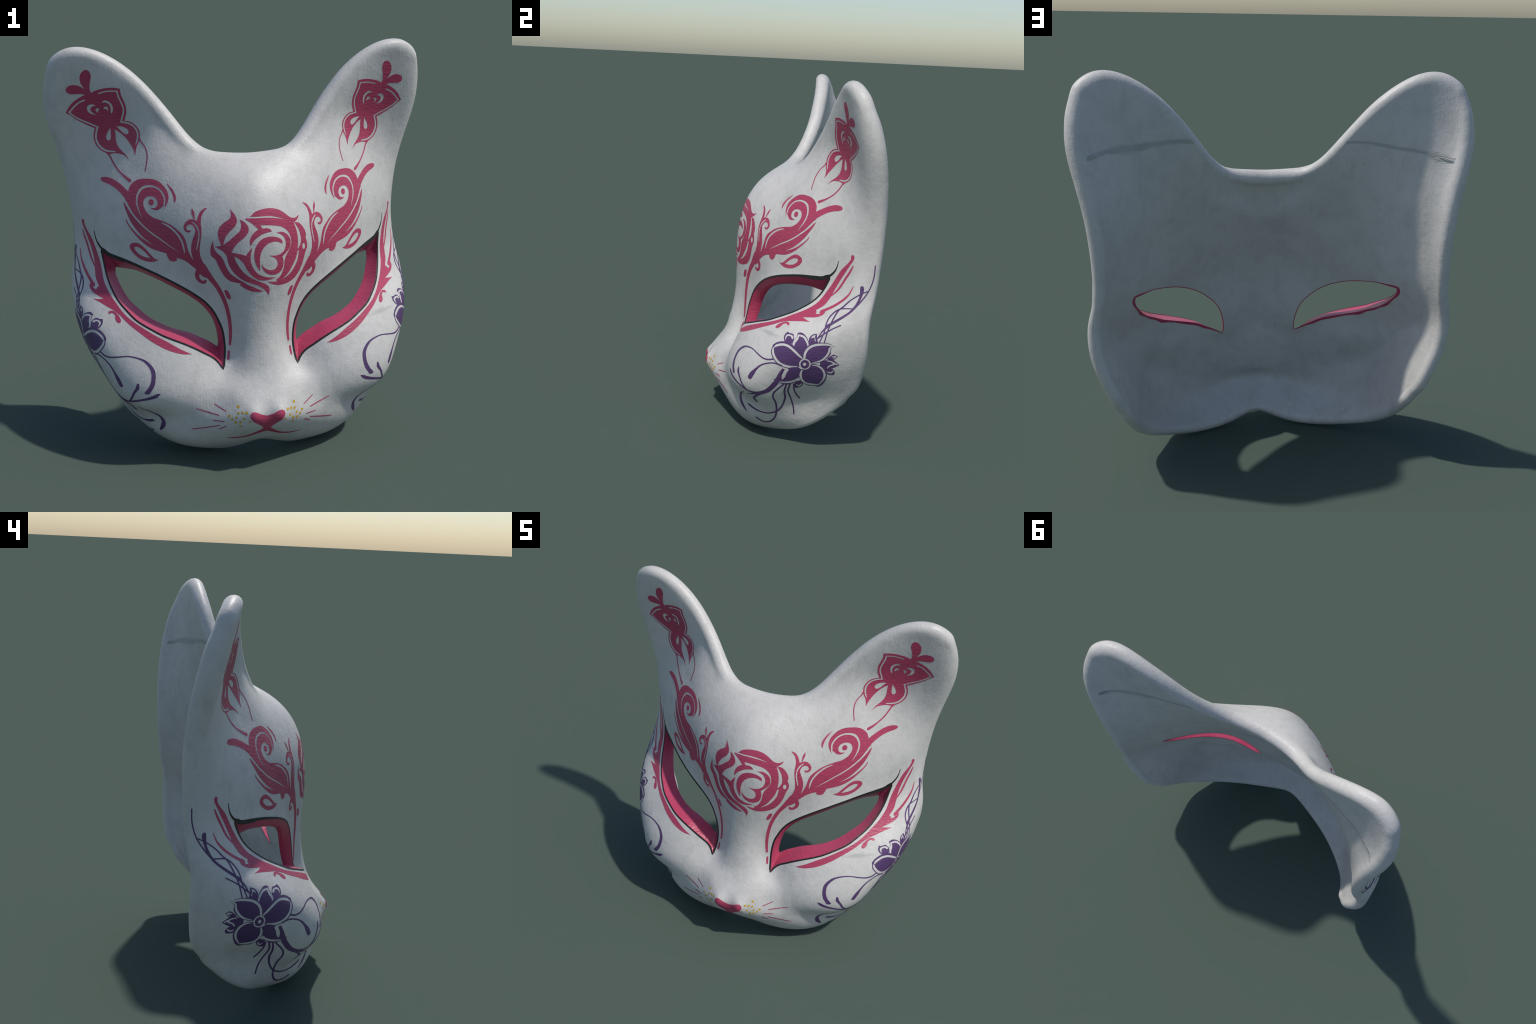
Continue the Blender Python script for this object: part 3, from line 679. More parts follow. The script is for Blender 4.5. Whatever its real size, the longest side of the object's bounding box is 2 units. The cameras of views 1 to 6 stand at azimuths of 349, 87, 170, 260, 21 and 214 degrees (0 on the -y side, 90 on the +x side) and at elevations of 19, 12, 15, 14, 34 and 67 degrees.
EAR_ORNAMENT = [
    ("fill", [(0.5955, 1.8016, 0), (0.5926, 1.7735), (0.5813, 1.7434), (0.5723, 1.7168), (0.5707, 1.6861), (0.5757, 1.6629), (0.5822, 1.6415, 0), (0.5605, 1.6395), (0.5393, 1.6303), (0.5223, 1.6127),
        (0.5127, 1.5912), (0.5127, 1.5621, 0), (0.5172, 1.5473), (0.5273, 1.5284), (0.5339, 1.5100), (0.5395, 1.4810, 0), (0.5468, 1.5051), (0.5595, 1.5291), (0.5760, 1.5534), (0.6001, 1.5779),
        (0.6311, 1.5982, 0), (0.6276, 1.5765), (0.6275, 1.5463), (0.6201, 1.5170), (0.6051, 1.4961), (0.5847, 1.4764), (0.5710, 1.4565, 0), (0.5921, 1.4738), (0.6135, 1.4790), (0.6391, 1.4795),
        (0.6615, 1.4735, 0), (0.6779, 1.4780), (0.7012, 1.4900), (0.7222, 1.5122), (0.7333, 1.5428), (0.7332, 1.5739), (0.7260, 1.6012, 0), (0.7603, 1.6167), (0.7890, 1.6317), (0.8175, 1.6483),
        (0.8385, 1.6662), (0.8615, 1.6800, 0), (0.8426, 1.7111), (0.8245, 1.7322), (0.7956, 1.7533), (0.7728, 1.7655), (0.7355, 1.7793), (0.7167, 1.7896), (0.6871, 1.7992), (0.6542, 1.8051),
        (0.6253, 1.8060)]),
    ("fill", [(0.7337, 1.7793, 0), (0.7394, 1.7991), (0.7368, 1.8293), (0.7303, 1.8573), (0.7321, 1.8759), (0.7409, 1.8896), (0.7537, 1.8927), (0.7678, 1.8854), (0.7798, 1.8688), (0.7833, 1.8482),
        (0.7791, 1.8249), (0.7617, 1.7968, 0), (0.7791, 1.8086), (0.8003, 1.8175), (0.8238, 1.8184), (0.8432, 1.8109), (0.8531, 1.7958), (0.8476, 1.7813), (0.8307, 1.7739), (0.8051, 1.7741),
        (0.7796, 1.7740), (0.7544, 1.7678, 0)]),
    ("gap_stroke", [(0.6974, 1.7775, 0.0065), (0.6697, 1.7861, 0.0065), (0.6406, 1.7897, 0.0065), (0.6103, 1.7888, 0.0065)]),
    ("gap_stroke", [(0.6109, 1.7900, 0.0074), (0.6050, 1.7620, 0.0074), (0.5926, 1.7317, 0.0075), (0.5844, 1.7050, 0.0075), (0.5859, 1.6779, 0.0075), (0.5933, 1.6526, 0.0075), (0.5970, 1.6359, 0.0075)]),
    ("gap_stroke", [(0.5989, 1.6351, 0.0075), (0.5717, 1.6325, 0.0084), (0.5469, 1.6232, 0.0083), (0.5299, 1.6048, 0.0082), (0.5222, 1.5813, 0.0082), (0.5257, 1.5538, 0.0072), (0.5343, 1.5303, 0.0036)]),
    ("gap_stroke", [(0.7677, 1.7435, 0.0075), (0.7933, 1.7320, 0.0075), (0.8167, 1.7128, 0.0076), (0.8327, 1.6954, 0.0076), (0.8458, 1.6823, 0.0076)]),
    ("gap_stroke", [(0.8457, 1.6830, 0.0076), (0.8169, 1.6581, 0.0076), (0.7812, 1.6383, 0.0076), (0.7451, 1.6226, 0.0076), (0.7101, 1.6064, 0.0076)]),
    ("gap_stroke", [(0.7120, 1.6060, 0.0086), (0.7197, 1.5818, 0.0086), (0.7233, 1.5546, 0.0095), (0.7175, 1.5277, 0.0104), (0.7004, 1.5034, 0.0104), (0.6753, 1.4894, 0.0093), (0.6349, 1.4875, 0.0055)]),
    ("gap", [(0.7145, 1.7145, 0), (0.7280, 1.7222), (0.7427, 1.7214), (0.7550, 1.7125), (0.7580, 1.6988), (0.7524, 1.6832), (0.7382, 1.6735), (0.7135, 1.6677, 0), (0.7305, 1.6793), (0.7401, 1.6910),
        (0.7401, 1.7027), (0.7304, 1.7113)]),
    ("gap", [(0.6873, 1.7302, 0), (0.6757, 1.7420), (0.6612, 1.7414), (0.6435, 1.7308), (0.6342, 1.7116), (0.6344, 1.6921), (0.6408, 1.6745, 0), (0.6447, 1.6841), (0.6443, 1.6997), (0.6495, 1.7191),
        (0.6618, 1.7297), (0.6744, 1.7323)]),
    ("gap", [(0.6952, 1.6990, 0), (0.7071, 1.7028), (0.7166, 1.6969), (0.7136, 1.6852), (0.7018, 1.6795, 0), (0.7059, 1.6911)]),
    ("gap", [(0.6804, 1.7011, 0), (0.6700, 1.7118), (0.6609, 1.7111), (0.6560, 1.6995), (0.6573, 1.6878, 0), (0.6652, 1.6974)]),
    ("gap", [(0.6510, 1.6052, 0), (0.6620, 1.5868), (0.6716, 1.5673), (0.6724, 1.5481), (0.6618, 1.5402), (0.6524, 1.5489), (0.6501, 1.5757)]),
    ("gap", [(0.6219, 1.6131, 0), (0.5982, 1.6129), (0.5767, 1.6057), (0.5653, 1.5950), (0.5661, 1.5819), (0.5748, 1.5750), (0.5890, 1.5805), (0.6063, 1.5965)]),
    ("stroke", [(0.5140, 1.5584, 0.0072), (0.5085, 1.5444, 0.0057), (0.4954, 1.5278, 0.0050), (0.4864, 1.5040, 0.0049), (0.4850, 1.4762, 0.0049), (0.4909, 1.4445, 0.0042), (0.4993, 1.4131, 0.0042)]),
    ("stroke", [(0.6723, 1.4791, 0.0112), (0.6620, 1.4661, 0.0081), (0.6492, 1.4378, 0.0073), (0.6328, 1.4106, 0.0072), (0.6127, 1.3881, 0.0079), (0.5923, 1.3714, 0.0121), (0.5756, 1.3604, 0.0163)]),
]
EYE_FLAME = [
    ("fill", [(0.7840, 1.1328), (0.7741, 1.1260), (0.7723, 1.1062), (0.7523, 1.0783), (0.7232, 1.0463), (0.6970, 1.0025), (0.6767, 0.9638), (0.6564, 0.9287), (0.6358, 0.8895), (0.6122, 0.8525),
        (0.5745, 0.8194), (0.5329, 0.7926), (0.4889, 0.7688), (0.4470, 0.7455), (0.4053, 0.7246), (0.3682, 0.7092), (0.3273, 0.6943), (0.2759, 0.6752), (0.2165, 0.6525), (0.1622, 0.6302),
        (0.1118, 0.6032), (0.0611, 0.5734, 0), (0.0851, 0.5762), (0.1184, 0.5855), (0.1612, 0.6006), (0.2039, 0.6179), (0.2508, 0.6382), (0.3019, 0.6616), (0.3563, 0.6846), (0.4007, 0.7047),
        (0.4327, 0.7201), (0.4794, 0.7369), (0.5318, 0.7483), (0.5830, 0.7586), (0.6289, 0.7653, 0), (0.6000, 0.7679), (0.5664, 0.7747, 0), (0.6059, 0.7817), (0.6416, 0.7893), (0.6670, 0.7995),
        (0.6843, 0.8135), (0.6856, 0.8264), (0.6726, 0.8333), (0.6575, 0.8278), (0.6529, 0.8169), (0.6620, 0.8079, 0), (0.6486, 0.8071), (0.6357, 0.8024, 0), (0.6334, 0.8141), (0.6253, 0.8211, 0),
        (0.6449, 0.8351), (0.6647, 0.8543), (0.6792, 0.8826), (0.6894, 0.9045, 0), (0.6960, 0.9276), (0.7106, 0.9635), (0.7280, 0.9998), (0.7480, 1.0349), (0.7673, 1.0697), (0.7891, 1.1059),
        (0.7921, 1.1226)]),
    ("stroke", [(0.7888, 1.0753, 0.0058), (0.7746, 1.0425, 0.0112), (0.7545, 1.0063, 0.0122), (0.7365, 0.9702, 0.0117), (0.7190, 0.9401, 0.0113), (0.6893, 0.9040, 0.0049)]),
    ("stroke", [(0.8069, 0.9738, 0.0035), (0.7897, 0.9276, 0.0093), (0.7587, 0.8905, 0.0126), (0.7178, 0.8561, 0.0131), (0.6731, 0.8274, 0.0137)]),
    ("stroke", [(0.4995, 0.7266, 0.0123), (0.4870, 0.7309, 0.0092), (0.4668, 0.7263, 0.0091), (0.4480, 0.7151, 0.0121)]),
    ("fill", [(0.4631, 0.7223, 0), (0.4447, 0.7200), (0.4252, 0.7065), (0.4194, 0.6959), (0.4269, 0.6914), (0.4417, 0.6956), (0.4556, 0.7074)]),
]
BRIDGE_DASH = [
    ("stroke", [(0.1540, 0.5633, 0.0092), (0.1553, 0.5441, 0.0110), (0.1594, 0.5263, 0.0089)]),
]
LASH = [
    ("stroke", [(0.6998, 1.0850, 0.0034), (0.6947, 1.0572, 0.0054), (0.6808, 1.0282, 0.0087), (0.6526, 1.0001, 0.0119), (0.6155, 0.9791, 0.0143), (0.5643, 0.9682, 0.0128), (0.4977, 0.9592, 0.0050)]),
]
LOTUS = [
    ("fill", [(-0.0132, 0.6967, 0), (-0.0043, 0.6942), (0.0131, 0.6950), (0.0179, 0.6835), (0.0155, 0.6672), (-0.0042, 0.6412), (-0.0245, 0.6475), (-0.0321, 0.6630), (-0.0284, 0.6787)]),
    ("gap", [(-0.0245, 0.6565, 0), (-0.0255, 0.6713), (-0.0169, 0.6843), (0.0006, 0.6894), (0.0140, 0.6855), (0.0139, 0.6736, 0), (0.0070, 0.6731), (0.0005, 0.6818), (-0.0120, 0.6795), (-0.0195, 0.6710)]),
    ("fill", [(0.1286, 0.7230, 0), (0.1098, 0.7157), (0.0950, 0.7011), (0.0903, 0.6883), (0.0911, 0.6634), (0.1364, 0.6701), (0.1318, 0.6954)]),
    ("gap", [(0.0977, 0.6921, 0), (0.1074, 0.7082), (0.1237, 0.7170, 0), (0.1199, 0.7058), (0.1256, 0.6843, 0), (0.1194, 0.6884), (0.1165, 0.7018), (0.1051, 0.6978)]),
    ("fill", [(0.0345, 0.7049, 0), (0.0554, 0.7115), (0.0712, 0.7052), (0.0853, 0.6873), (0.0922, 0.6610), (0.0932, 0.6209), (0.0688, 0.6005), (0.0319, 0.6215), (0.0084, 0.6418), (0.0106, 0.6577),
        (0.0229, 0.6772), (0.0344, 0.6942)]),
    ("gap_stroke", [(0.0414, 0.6960, 0.0058), (0.0314, 0.6779, 0.0107), (0.0186, 0.6596, 0.0110), (0.0136, 0.6381, 0.0087)]),
    ("gap_stroke", [(0.0404, 0.6975, 0.0070), (0.0652, 0.6953, 0.0107), (0.0805, 0.6776, 0.0111), (0.0872, 0.6576, 0.0077)]),
    ("fill", [(0.2394, 0.6141, 0), (0.2194, 0.6229), (0.2045, 0.6149), (0.1878, 0.5962), (0.2070, 0.5856), (0.2243, 0.5956)]),
    ("gap_stroke", [(0.2116, 0.6108, 0.0069), (0.2292, 0.6124, 0.0083), (0.2179, 0.5982, 0.0041)]),
    ("fill", [(0.2519, 0.5639, 0), (0.2306, 0.5841), (0.2088, 0.5947), (0.1832, 0.5899), (0.1534, 0.5725), (0.1678, 0.5276), (0.2086, 0.5387), (0.2360, 0.5540)]),
    ("gap_stroke", [(0.1861, 0.5860, 0.0056), (0.2109, 0.5817, 0.0084), (0.2242, 0.5686, 0.0099), (0.2017, 0.5563, 0.0085), (0.1935, 0.5433, 0.0071)]),
    ("gap_stroke", [(0.2262, 0.5748, 0.0098), (0.2407, 0.5652, 0.0071)]),
    ("fill", [(0.2308, 0.5029, 0), (0.2329, 0.5224), (0.2193, 0.5375), (0.1877, 0.5386), (0.1814, 0.5223), (0.2017, 0.5032)]),
    ("gap_stroke", [(0.1937, 0.5201, 0.0058), (0.2110, 0.5154, 0.0102), (0.2246, 0.5265, 0.0072)]),
    ("fill", [(0.0371, 0.4362), (0.0779, 0.4519), (0.0759, 0.4191), (0.0592, 0.4000), (0.0390, 0.3987)]),
    ("gap_stroke", [(0.0444, 0.4207, 0.0046), (0.0580, 0.4119, 0.0094), (0.0702, 0.4281, 0.0062)]),
    ("fill", [(-0.0848, 0.6207, 0), (-0.0647, 0.6376), (-0.0346, 0.6509), (-0.0044, 0.6520), (0.0211, 0.6398), (0.0476, 0.6137), (0.0670, 0.5888), (0.0612, 0.5587), (0.0475, 0.5343), (0.0173, 0.5203),
        (-0.0137, 0.5178), (-0.0452, 0.5234), (-0.0720, 0.5401), (-0.0885, 0.5625), (-0.0954, 0.5862), (-0.0907, 0.6051)]),
    ("gap_stroke", [(-0.0786, 0.6119, 0.0048), (-0.0646, 0.6242, 0.0096), (-0.0344, 0.6365, 0.0109), (-0.0081, 0.6349, 0.0123), (0.0178, 0.6202, 0.0129), (0.0422, 0.6006, 0.0119), (0.0615, 0.5857, 0.0081)]),
    ("gap_stroke", [(-0.0836, 0.6075, 0.0060), (-0.0852, 0.5871, 0.0112), (-0.0778, 0.5666, 0.0129), (-0.0615, 0.5466, 0.0147), (-0.0401, 0.5333, 0.0150), (-0.0091, 0.5277, 0.0139), (0.0219, 0.5296, 0.0125), (0.0430, 0.5385, 0.0028)]),
    ("fill", [(-0.0547, 0.4244, 0), (-0.0275, 0.4153), (0.0043, 0.4164), (0.0346, 0.4345), (0.0542, 0.4640), (0.0644, 0.5163), (0.0373, 0.5309), (-0.0084, 0.5170), (-0.0284, 0.5040), (-0.0426, 0.4796),
        (-0.0513, 0.4525)]),
    ("gap_stroke", [(-0.0105, 0.5080, 0.0184), (-0.0212, 0.4886, 0.0200), (-0.0258, 0.4649, 0.0188), (-0.0297, 0.4459, 0.0074)]),
    ("gap_stroke", [(-0.0458, 0.4259, 0.0074), (-0.0125, 0.4272, 0.0120), (0.0236, 0.4393, 0.0136), (0.0434, 0.4544, 0.0119), (0.0527, 0.4692, 0.0044)]),
    ("fill", [(0.2184, 0.6700, 0), (0.1919, 0.6816), (0.1561, 0.6832), (0.1159, 0.6751), (0.0887, 0.6579), (0.0698, 0.6283), (0.0615, 0.5937), (0.0789, 0.5642), (0.1151, 0.5645), (0.1533, 0.5743),
        (0.1826, 0.5969), (0.2021, 0.6252), (0.2019, 0.6492), (0.2071, 0.6630)]),
    ("gap_stroke", [(0.0715, 0.5895, 0.0108), (0.0754, 0.6182, 0.0119), (0.0899, 0.6444, 0.0117), (0.1164, 0.6632, 0.0116), (0.1515, 0.6731, 0.0117), (0.1821, 0.6752, 0.0106), (0.2111, 0.6711, 0.0067)]),
    ("gap_stroke", [(0.2097, 0.6699, 0.0053), (0.1961, 0.6577, 0.0094), (0.1930, 0.6360, 0.0108), (0.1805, 0.6097, 0.0110), (0.1566, 0.5847, 0.0097), (0.1134, 0.5673, 0.0028)]),
    ("fill", [(0.1588, 0.4153, 0), (0.1757, 0.4297), (0.1903, 0.4632), (0.1949, 0.4974), (0.1831, 0.5319), (0.1549, 0.5545), (0.1129, 0.5594), (0.0733, 0.5362), (0.0556, 0.5087), (0.0568, 0.4697),
        (0.0737, 0.4408), (0.1050, 0.4208), (0.1369, 0.4204)]),
    ("gap_stroke", [(0.0654, 0.5177, 0.0071), (0.0603, 0.4901, 0.0116), (0.0695, 0.4578, 0.0120), (0.0928, 0.4357, 0.0124), (0.1279, 0.4300, 0.0125), (0.1581, 0.4301, 0.0078)]),
    ("gap_stroke", [(0.1134, 0.5534, 0.0042), (0.1449, 0.5505, 0.0099), (0.1701, 0.5309, 0.0114), (0.1826, 0.4998, 0.0117), (0.1790, 0.4692, 0.0106), (0.1618, 0.4349, 0.0062)]),
    ("gap", [(0.1063, 0.5586), (0.0995, 0.5344), (0.0796, 0.5221), (0.0581, 0.5290), (0.0478, 0.5508), (0.0549, 0.5744), (0.0748, 0.5865), (0.0960, 0.5801)]),
    ("fill", [(0.0991, 0.5572), (0.0940, 0.5389), (0.0790, 0.5295), (0.0628, 0.5347), (0.0551, 0.5512), (0.0603, 0.5692), (0.0754, 0.5785), (0.0914, 0.5736)]),
    ("gap", [(0.0843, 0.5553), (0.0822, 0.5478), (0.0763, 0.5439), (0.0699, 0.5461), (0.0668, 0.5530), (0.0689, 0.5604), (0.0748, 0.5642), (0.0812, 0.5621)]),
]
TENDRIL = [
    ("stroke", [(-0.0829, 0.5519, 0.0073), (-0.1084, 0.5419, 0.0073), (-0.1343, 0.5411, 0.0071), (-0.1606, 0.5503, 0.0068), (-0.1869, 0.5607, 0.0056), (-0.2132, 0.5566, 0.0056), (-0.2343, 0.5437, 0.0055), (-0.2606, 0.5106, 0.0055), (-0.2785, 0.4686, 0.0058), (-0.2855, 0.4315, 0.0081),
        (-0.2826, 0.4012, 0.0109)]),
    ("stroke", [(-0.0402, 0.5257, 0.0088), (-0.0716, 0.5318, 0.0076), (-0.1076, 0.5233, 0.0064), (-0.1433, 0.5015, 0.0074), (-0.1684, 0.4712, 0.0107), (-0.1858, 0.4426, 0.0197), (-0.1980, 0.4161, 0.0201)]),
    ("stroke", [(-0.0310, 0.5035, 0.0146), (-0.0459, 0.4663, 0.0196), (-0.0552, 0.4323, 0.0258), (-0.0740, 0.3957, 0.0264), (-0.1036, 0.3563, 0.0244), (-0.1399, 0.3340, 0.0187), (-0.1772, 0.3257, 0.0129), (-0.2101, 0.3309, 0.0092), (-0.2436, 0.3464, 0.0086), (-0.2774, 0.3662, 0.0096),
        (-0.2936, 0.3817, 0.0102), (-0.3011, 0.4002, 0.0043)]),
    ("stroke", [(-0.0715, 0.4378, 0.0047), (-0.0523, 0.4282, 0.0083)]),
    ("stroke", [(-0.2101, 0.3309, 0.0052), (-0.2360, 0.3612, 0.0071), (-0.2512, 0.3966, 0.0078), (-0.2586, 0.4202, 0.0096), (-0.2567, 0.4421, 0.0052)]),
    ("stroke", [(-0.2057, 0.3023, 0.0045), (-0.1659, 0.3180, 0.0091), (-0.1237, 0.3343, 0.0124)]),
    ("stroke", [(-0.1340, 0.3266, 0.0063), (-0.1596, 0.3038, 0.0123), (-0.1677, 0.2801, 0.0136), (-0.1505, 0.2537, 0.0104)]),
    ("stroke", [(-0.2249, 0.3028, 0.0063), (-0.2356, 0.2805, 0.0090), (-0.2358, 0.2217, 0.0115), (-0.2241, 0.1863, 0.0150), (-0.1998, 0.1504, 0.0052)]),
    ("stroke", [(-0.0218, 0.4106, 0.0085), (-0.0511, 0.3749, 0.0086), (-0.0701, 0.3401, 0.0088), (-0.0679, 0.3105, 0.0090), (-0.0513, 0.2733, 0.0092), (-0.0431, 0.2196, 0.0091), (-0.0460, 0.1718, 0.0092), (-0.0648, 0.1289, 0.0097), (-0.0911, 0.1103, 0.0101), (-0.1192, 0.1127, 0.0101),
        (-0.1453, 0.1279, 0.0096)]),
    ("stroke", [(-0.0063, 0.4163, 0.0085), (-0.0130, 0.3685, 0.0101), (-0.0055, 0.3153, 0.0104), (-0.0146, 0.2614, 0.0089), (-0.0385, 0.2165, 0.0091), (-0.0802, 0.1877, 0.0092), (-0.1237, 0.1813, 0.0090), (-0.1629, 0.1901, 0.0126), (-0.1914, 0.2051, 0.0114)]),
    ("stroke", [(0.0121, 0.4188, 0.0098), (0.0057, 0.3703, 0.0089), (0.0244, 0.3172, 0.0078), (0.0429, 0.2607, 0.0074), (0.0506, 0.2104, 0.0073)]),
    ("stroke", [(0.0305, 0.4212, 0.0086), (0.0371, 0.3809, 0.0077), (0.0545, 0.3430, 0.0078), (0.0702, 0.3215, 0.0089)]),
]
STALK = [
    ("stroke", [(0.1359, 0.7059, 0.0047), (0.1540, 0.7361, 0.0064), (0.1909, 0.7732, 0.0098), (0.2506, 0.8183, 0.0099), (0.2965, 0.8563, 0.0074), (0.3421, 0.9075, 0.0067), (0.3776, 0.9630, 0.0058), (0.3975, 1.0280, 0.0059), (0.4011, 1.0915, 0.0059)]),
    ("stroke", [(0.3429, 0.9737, 0.0189), (0.3431, 0.9602, 0.0189), (0.3366, 0.9260, 0.0122), (0.3192, 0.8865, 0.0112), (0.2965, 0.8563, 0.0102), (0.2598, 0.8242, 0.0091), (0.2047, 0.7843, 0.0098), (0.1724, 0.7633, 0.0089)]),
    ("stroke", [(0.3730, 0.9593, 0.0049), (0.3360, 0.9403, 0.0057), (0.2910, 0.9057, 0.0055), (0.2552, 0.8673, 0.0062), (0.2326, 0.8451, 0.0061), (0.2001, 0.7877, 0.0062), (0.1819, 0.7451, 0.0064), (0.1663, 0.6834, 0.0059)]),
    ("stroke", [(0.3010, 0.8660, 0.0055), (0.2687, 0.8621, 0.0054), (0.2417, 0.8548, 0.0053), (0.2145, 0.8346, 0.0052), (0.1868, 0.8015, 0.0051), (0.1725, 0.7697, 0.0053), (0.1634, 0.7332, 0.0055), (0.1416, 0.6804, 0.0058)]),
    ("stroke", [(0.2434, 0.7797, 0.0056), (0.2050, 0.7576, 0.0055), (0.1728, 0.7346, 0.0065), (0.1314, 0.7005, 0.0065)]),
]
NOSE = [
    ("half", [(0.0036, 0.2991), (0.0285, 0.3082), (0.0489, 0.3212), (0.0669, 0.3259), (0.0799, 0.3198), (0.0853, 0.3066), (0.0827, 0.2932), (0.0698, 0.2760), (0.0486, 0.2590), (0.0303, 0.2429),
        (0.0192, 0.2273, 0), (0.0237, 0.2159), (0.0412, 0.1982), (0.0644, 0.1754), (0.0918, 0.1564), (0.1210, 0.1481), (0.1545, 0.1467), (0.1897, 0.1481, 0), (0.1500, 0.1370), (0.1194, 0.1366),
        (0.0864, 0.1436), (0.0582, 0.1582), (0.0309, 0.1773), (0.0127, 0.1892), (0.0023, 0.1923)]),
]
WHISKERS = [
    ("stroke", [(0.1941, 0.3132, 0.0041), (0.2192, 0.3257, 0.0048), (0.2441, 0.3402, 0.0041)]),
    ("stroke", [(0.2296, 0.2899, 0.0050), (0.2798, 0.3008, 0.0051), (0.3336, 0.3164, 0.0037)]),
    ("stroke", [(0.2063, 0.2603, 0.0046), (0.2318, 0.2606, 0.0053), (0.2565, 0.2596, 0.0038)]),
    ("stroke", [(0.2288, 0.2349, 0.0049), (0.2886, 0.2155, 0.0058), (0.3516, 0.1982, 0.0051)]),
    ("stroke", [(0.1970, 0.2330, 0.0050), (0.2121, 0.2227, 0.0056), (0.2268, 0.2134, 0.0043)]),
]
FRECKLES = [
    ("dots", [(0.1374, 0.3409), (0.1014, 0.3184), (0.1194, 0.3170), (0.1390, 0.3120), (0.1805, 0.2921), (0.1496, 0.2893), (0.1686, 0.2771), (0.1140, 0.2864), (0.1522, 0.2635), (0.1312, 0.2671),
        (0.0871, 0.2735), (0.1301, 0.2424)]),
]
EAR_CRACKS = [
    [(-.905, 1.606, .005), (-.868, 1.615, .006), (-.845, 1.621, .008), (-.821, 1.627, .009), (-.782, 1.638, .011), (-.748, 1.640, .018), (-.713, 1.645, .024), (-.669, 1.646, .020), (-.625, 1.649, .020), (-.581, 1.658, .014), (-.536, 1.663, .013), (-.491, 1.667, .013), (-.445, 1.668, .012), (-.365, 1.665, .010)],
    [(.355, 1.654, .005), (.381, 1.655, .005), (.476, 1.657, .006), (.546, 1.646, .008), (.617, 1.633, .008), (.684, 1.626, .009), (.754, 1.613, .010), (.779, 1.605, .022), (.824, 1.593, .024), (.855, 1.590, .012), (.905, 1.586, .006)],
]


# ------------------------------------------------------------------ painting engine
def smooth_outline(points, per=6):
    """Closed outline through points; points with a third value are corners."""
    corners = [i for i, p in enumerate(points) if len(p) > 2]
    flat = [p[:2] for p in points]
    if not corners:
        return catmull(flat, per, True)
    flat = flat[corners[0]:] + flat[:corners[0]]
    cuts = [c - corners[0] for c in corners] + [len(flat)]
    flat.append(flat[0])
    runs = [catmull(flat[a:b + 1], per)[:-1] for a, b in zip(cuts, cuts[1:])]
    return np.concatenate(runs)


def stroke_outline(points, per=7):
    """Outline of a brush stroke (h, z, width) with round ends."""
    c = catmull(points, per)
    t = np.gradient(c[:, :2], axis=0)
    t /= np.linalg.norm(t, axis=1, keepdims=True) + 1e-12
    n = np.stack([-t[:, 1], t[:, 0]], 1)
    w = np.maximum(c[:, 2:3], 0.0012) / 2
    left, right = c[:, :2] + n * w, c[:, :2] - n * w

    def cap(k, sign):
        a = np.linspace(0, np.pi, 7)[1:-1]
        return [c[k, :2] + sign * (t[k] * np.sin(x) * w[k] + n[k] * np.cos(x) * w[k]) for x in a]

    return np.concatenate([left, cap(-1, 1), right[::-1], cap(0, -1)])


def disc(h, z, rh, rz, n=16):
    a = np.linspace(0, 2 * np.pi, n + 1)[:-1]
    return np.stack([h + rh * np.cos(a), z + rz * np.sin(a)], 1)


def layers_of(drawing):
    layers = []
    for kind, pts in drawing:
        if kind.endswith("stroke"):
            layers.append((kind.startswith("gap"), stroke_outline(pts)))
        elif kind == "half":
            other = [(-p[0], *p[1:]) for p in pts[::-1]]
            layers.append((False, smooth_outline(list(pts) + other)))
        elif kind == "outline":
            layers.append((False, np.array(pts)))
        elif kind == "bare":
            layers.append((True, np.array(pts)))
        else:
            layers.append((kind == "gap", smooth_outline(list(pts))))
    return layers


def painted(points, layers):
    state = np.zeros(len(points), bool)
    for bare, polygon in layers:
        state[winding_inside(points, polygon)] = not bare
    return state


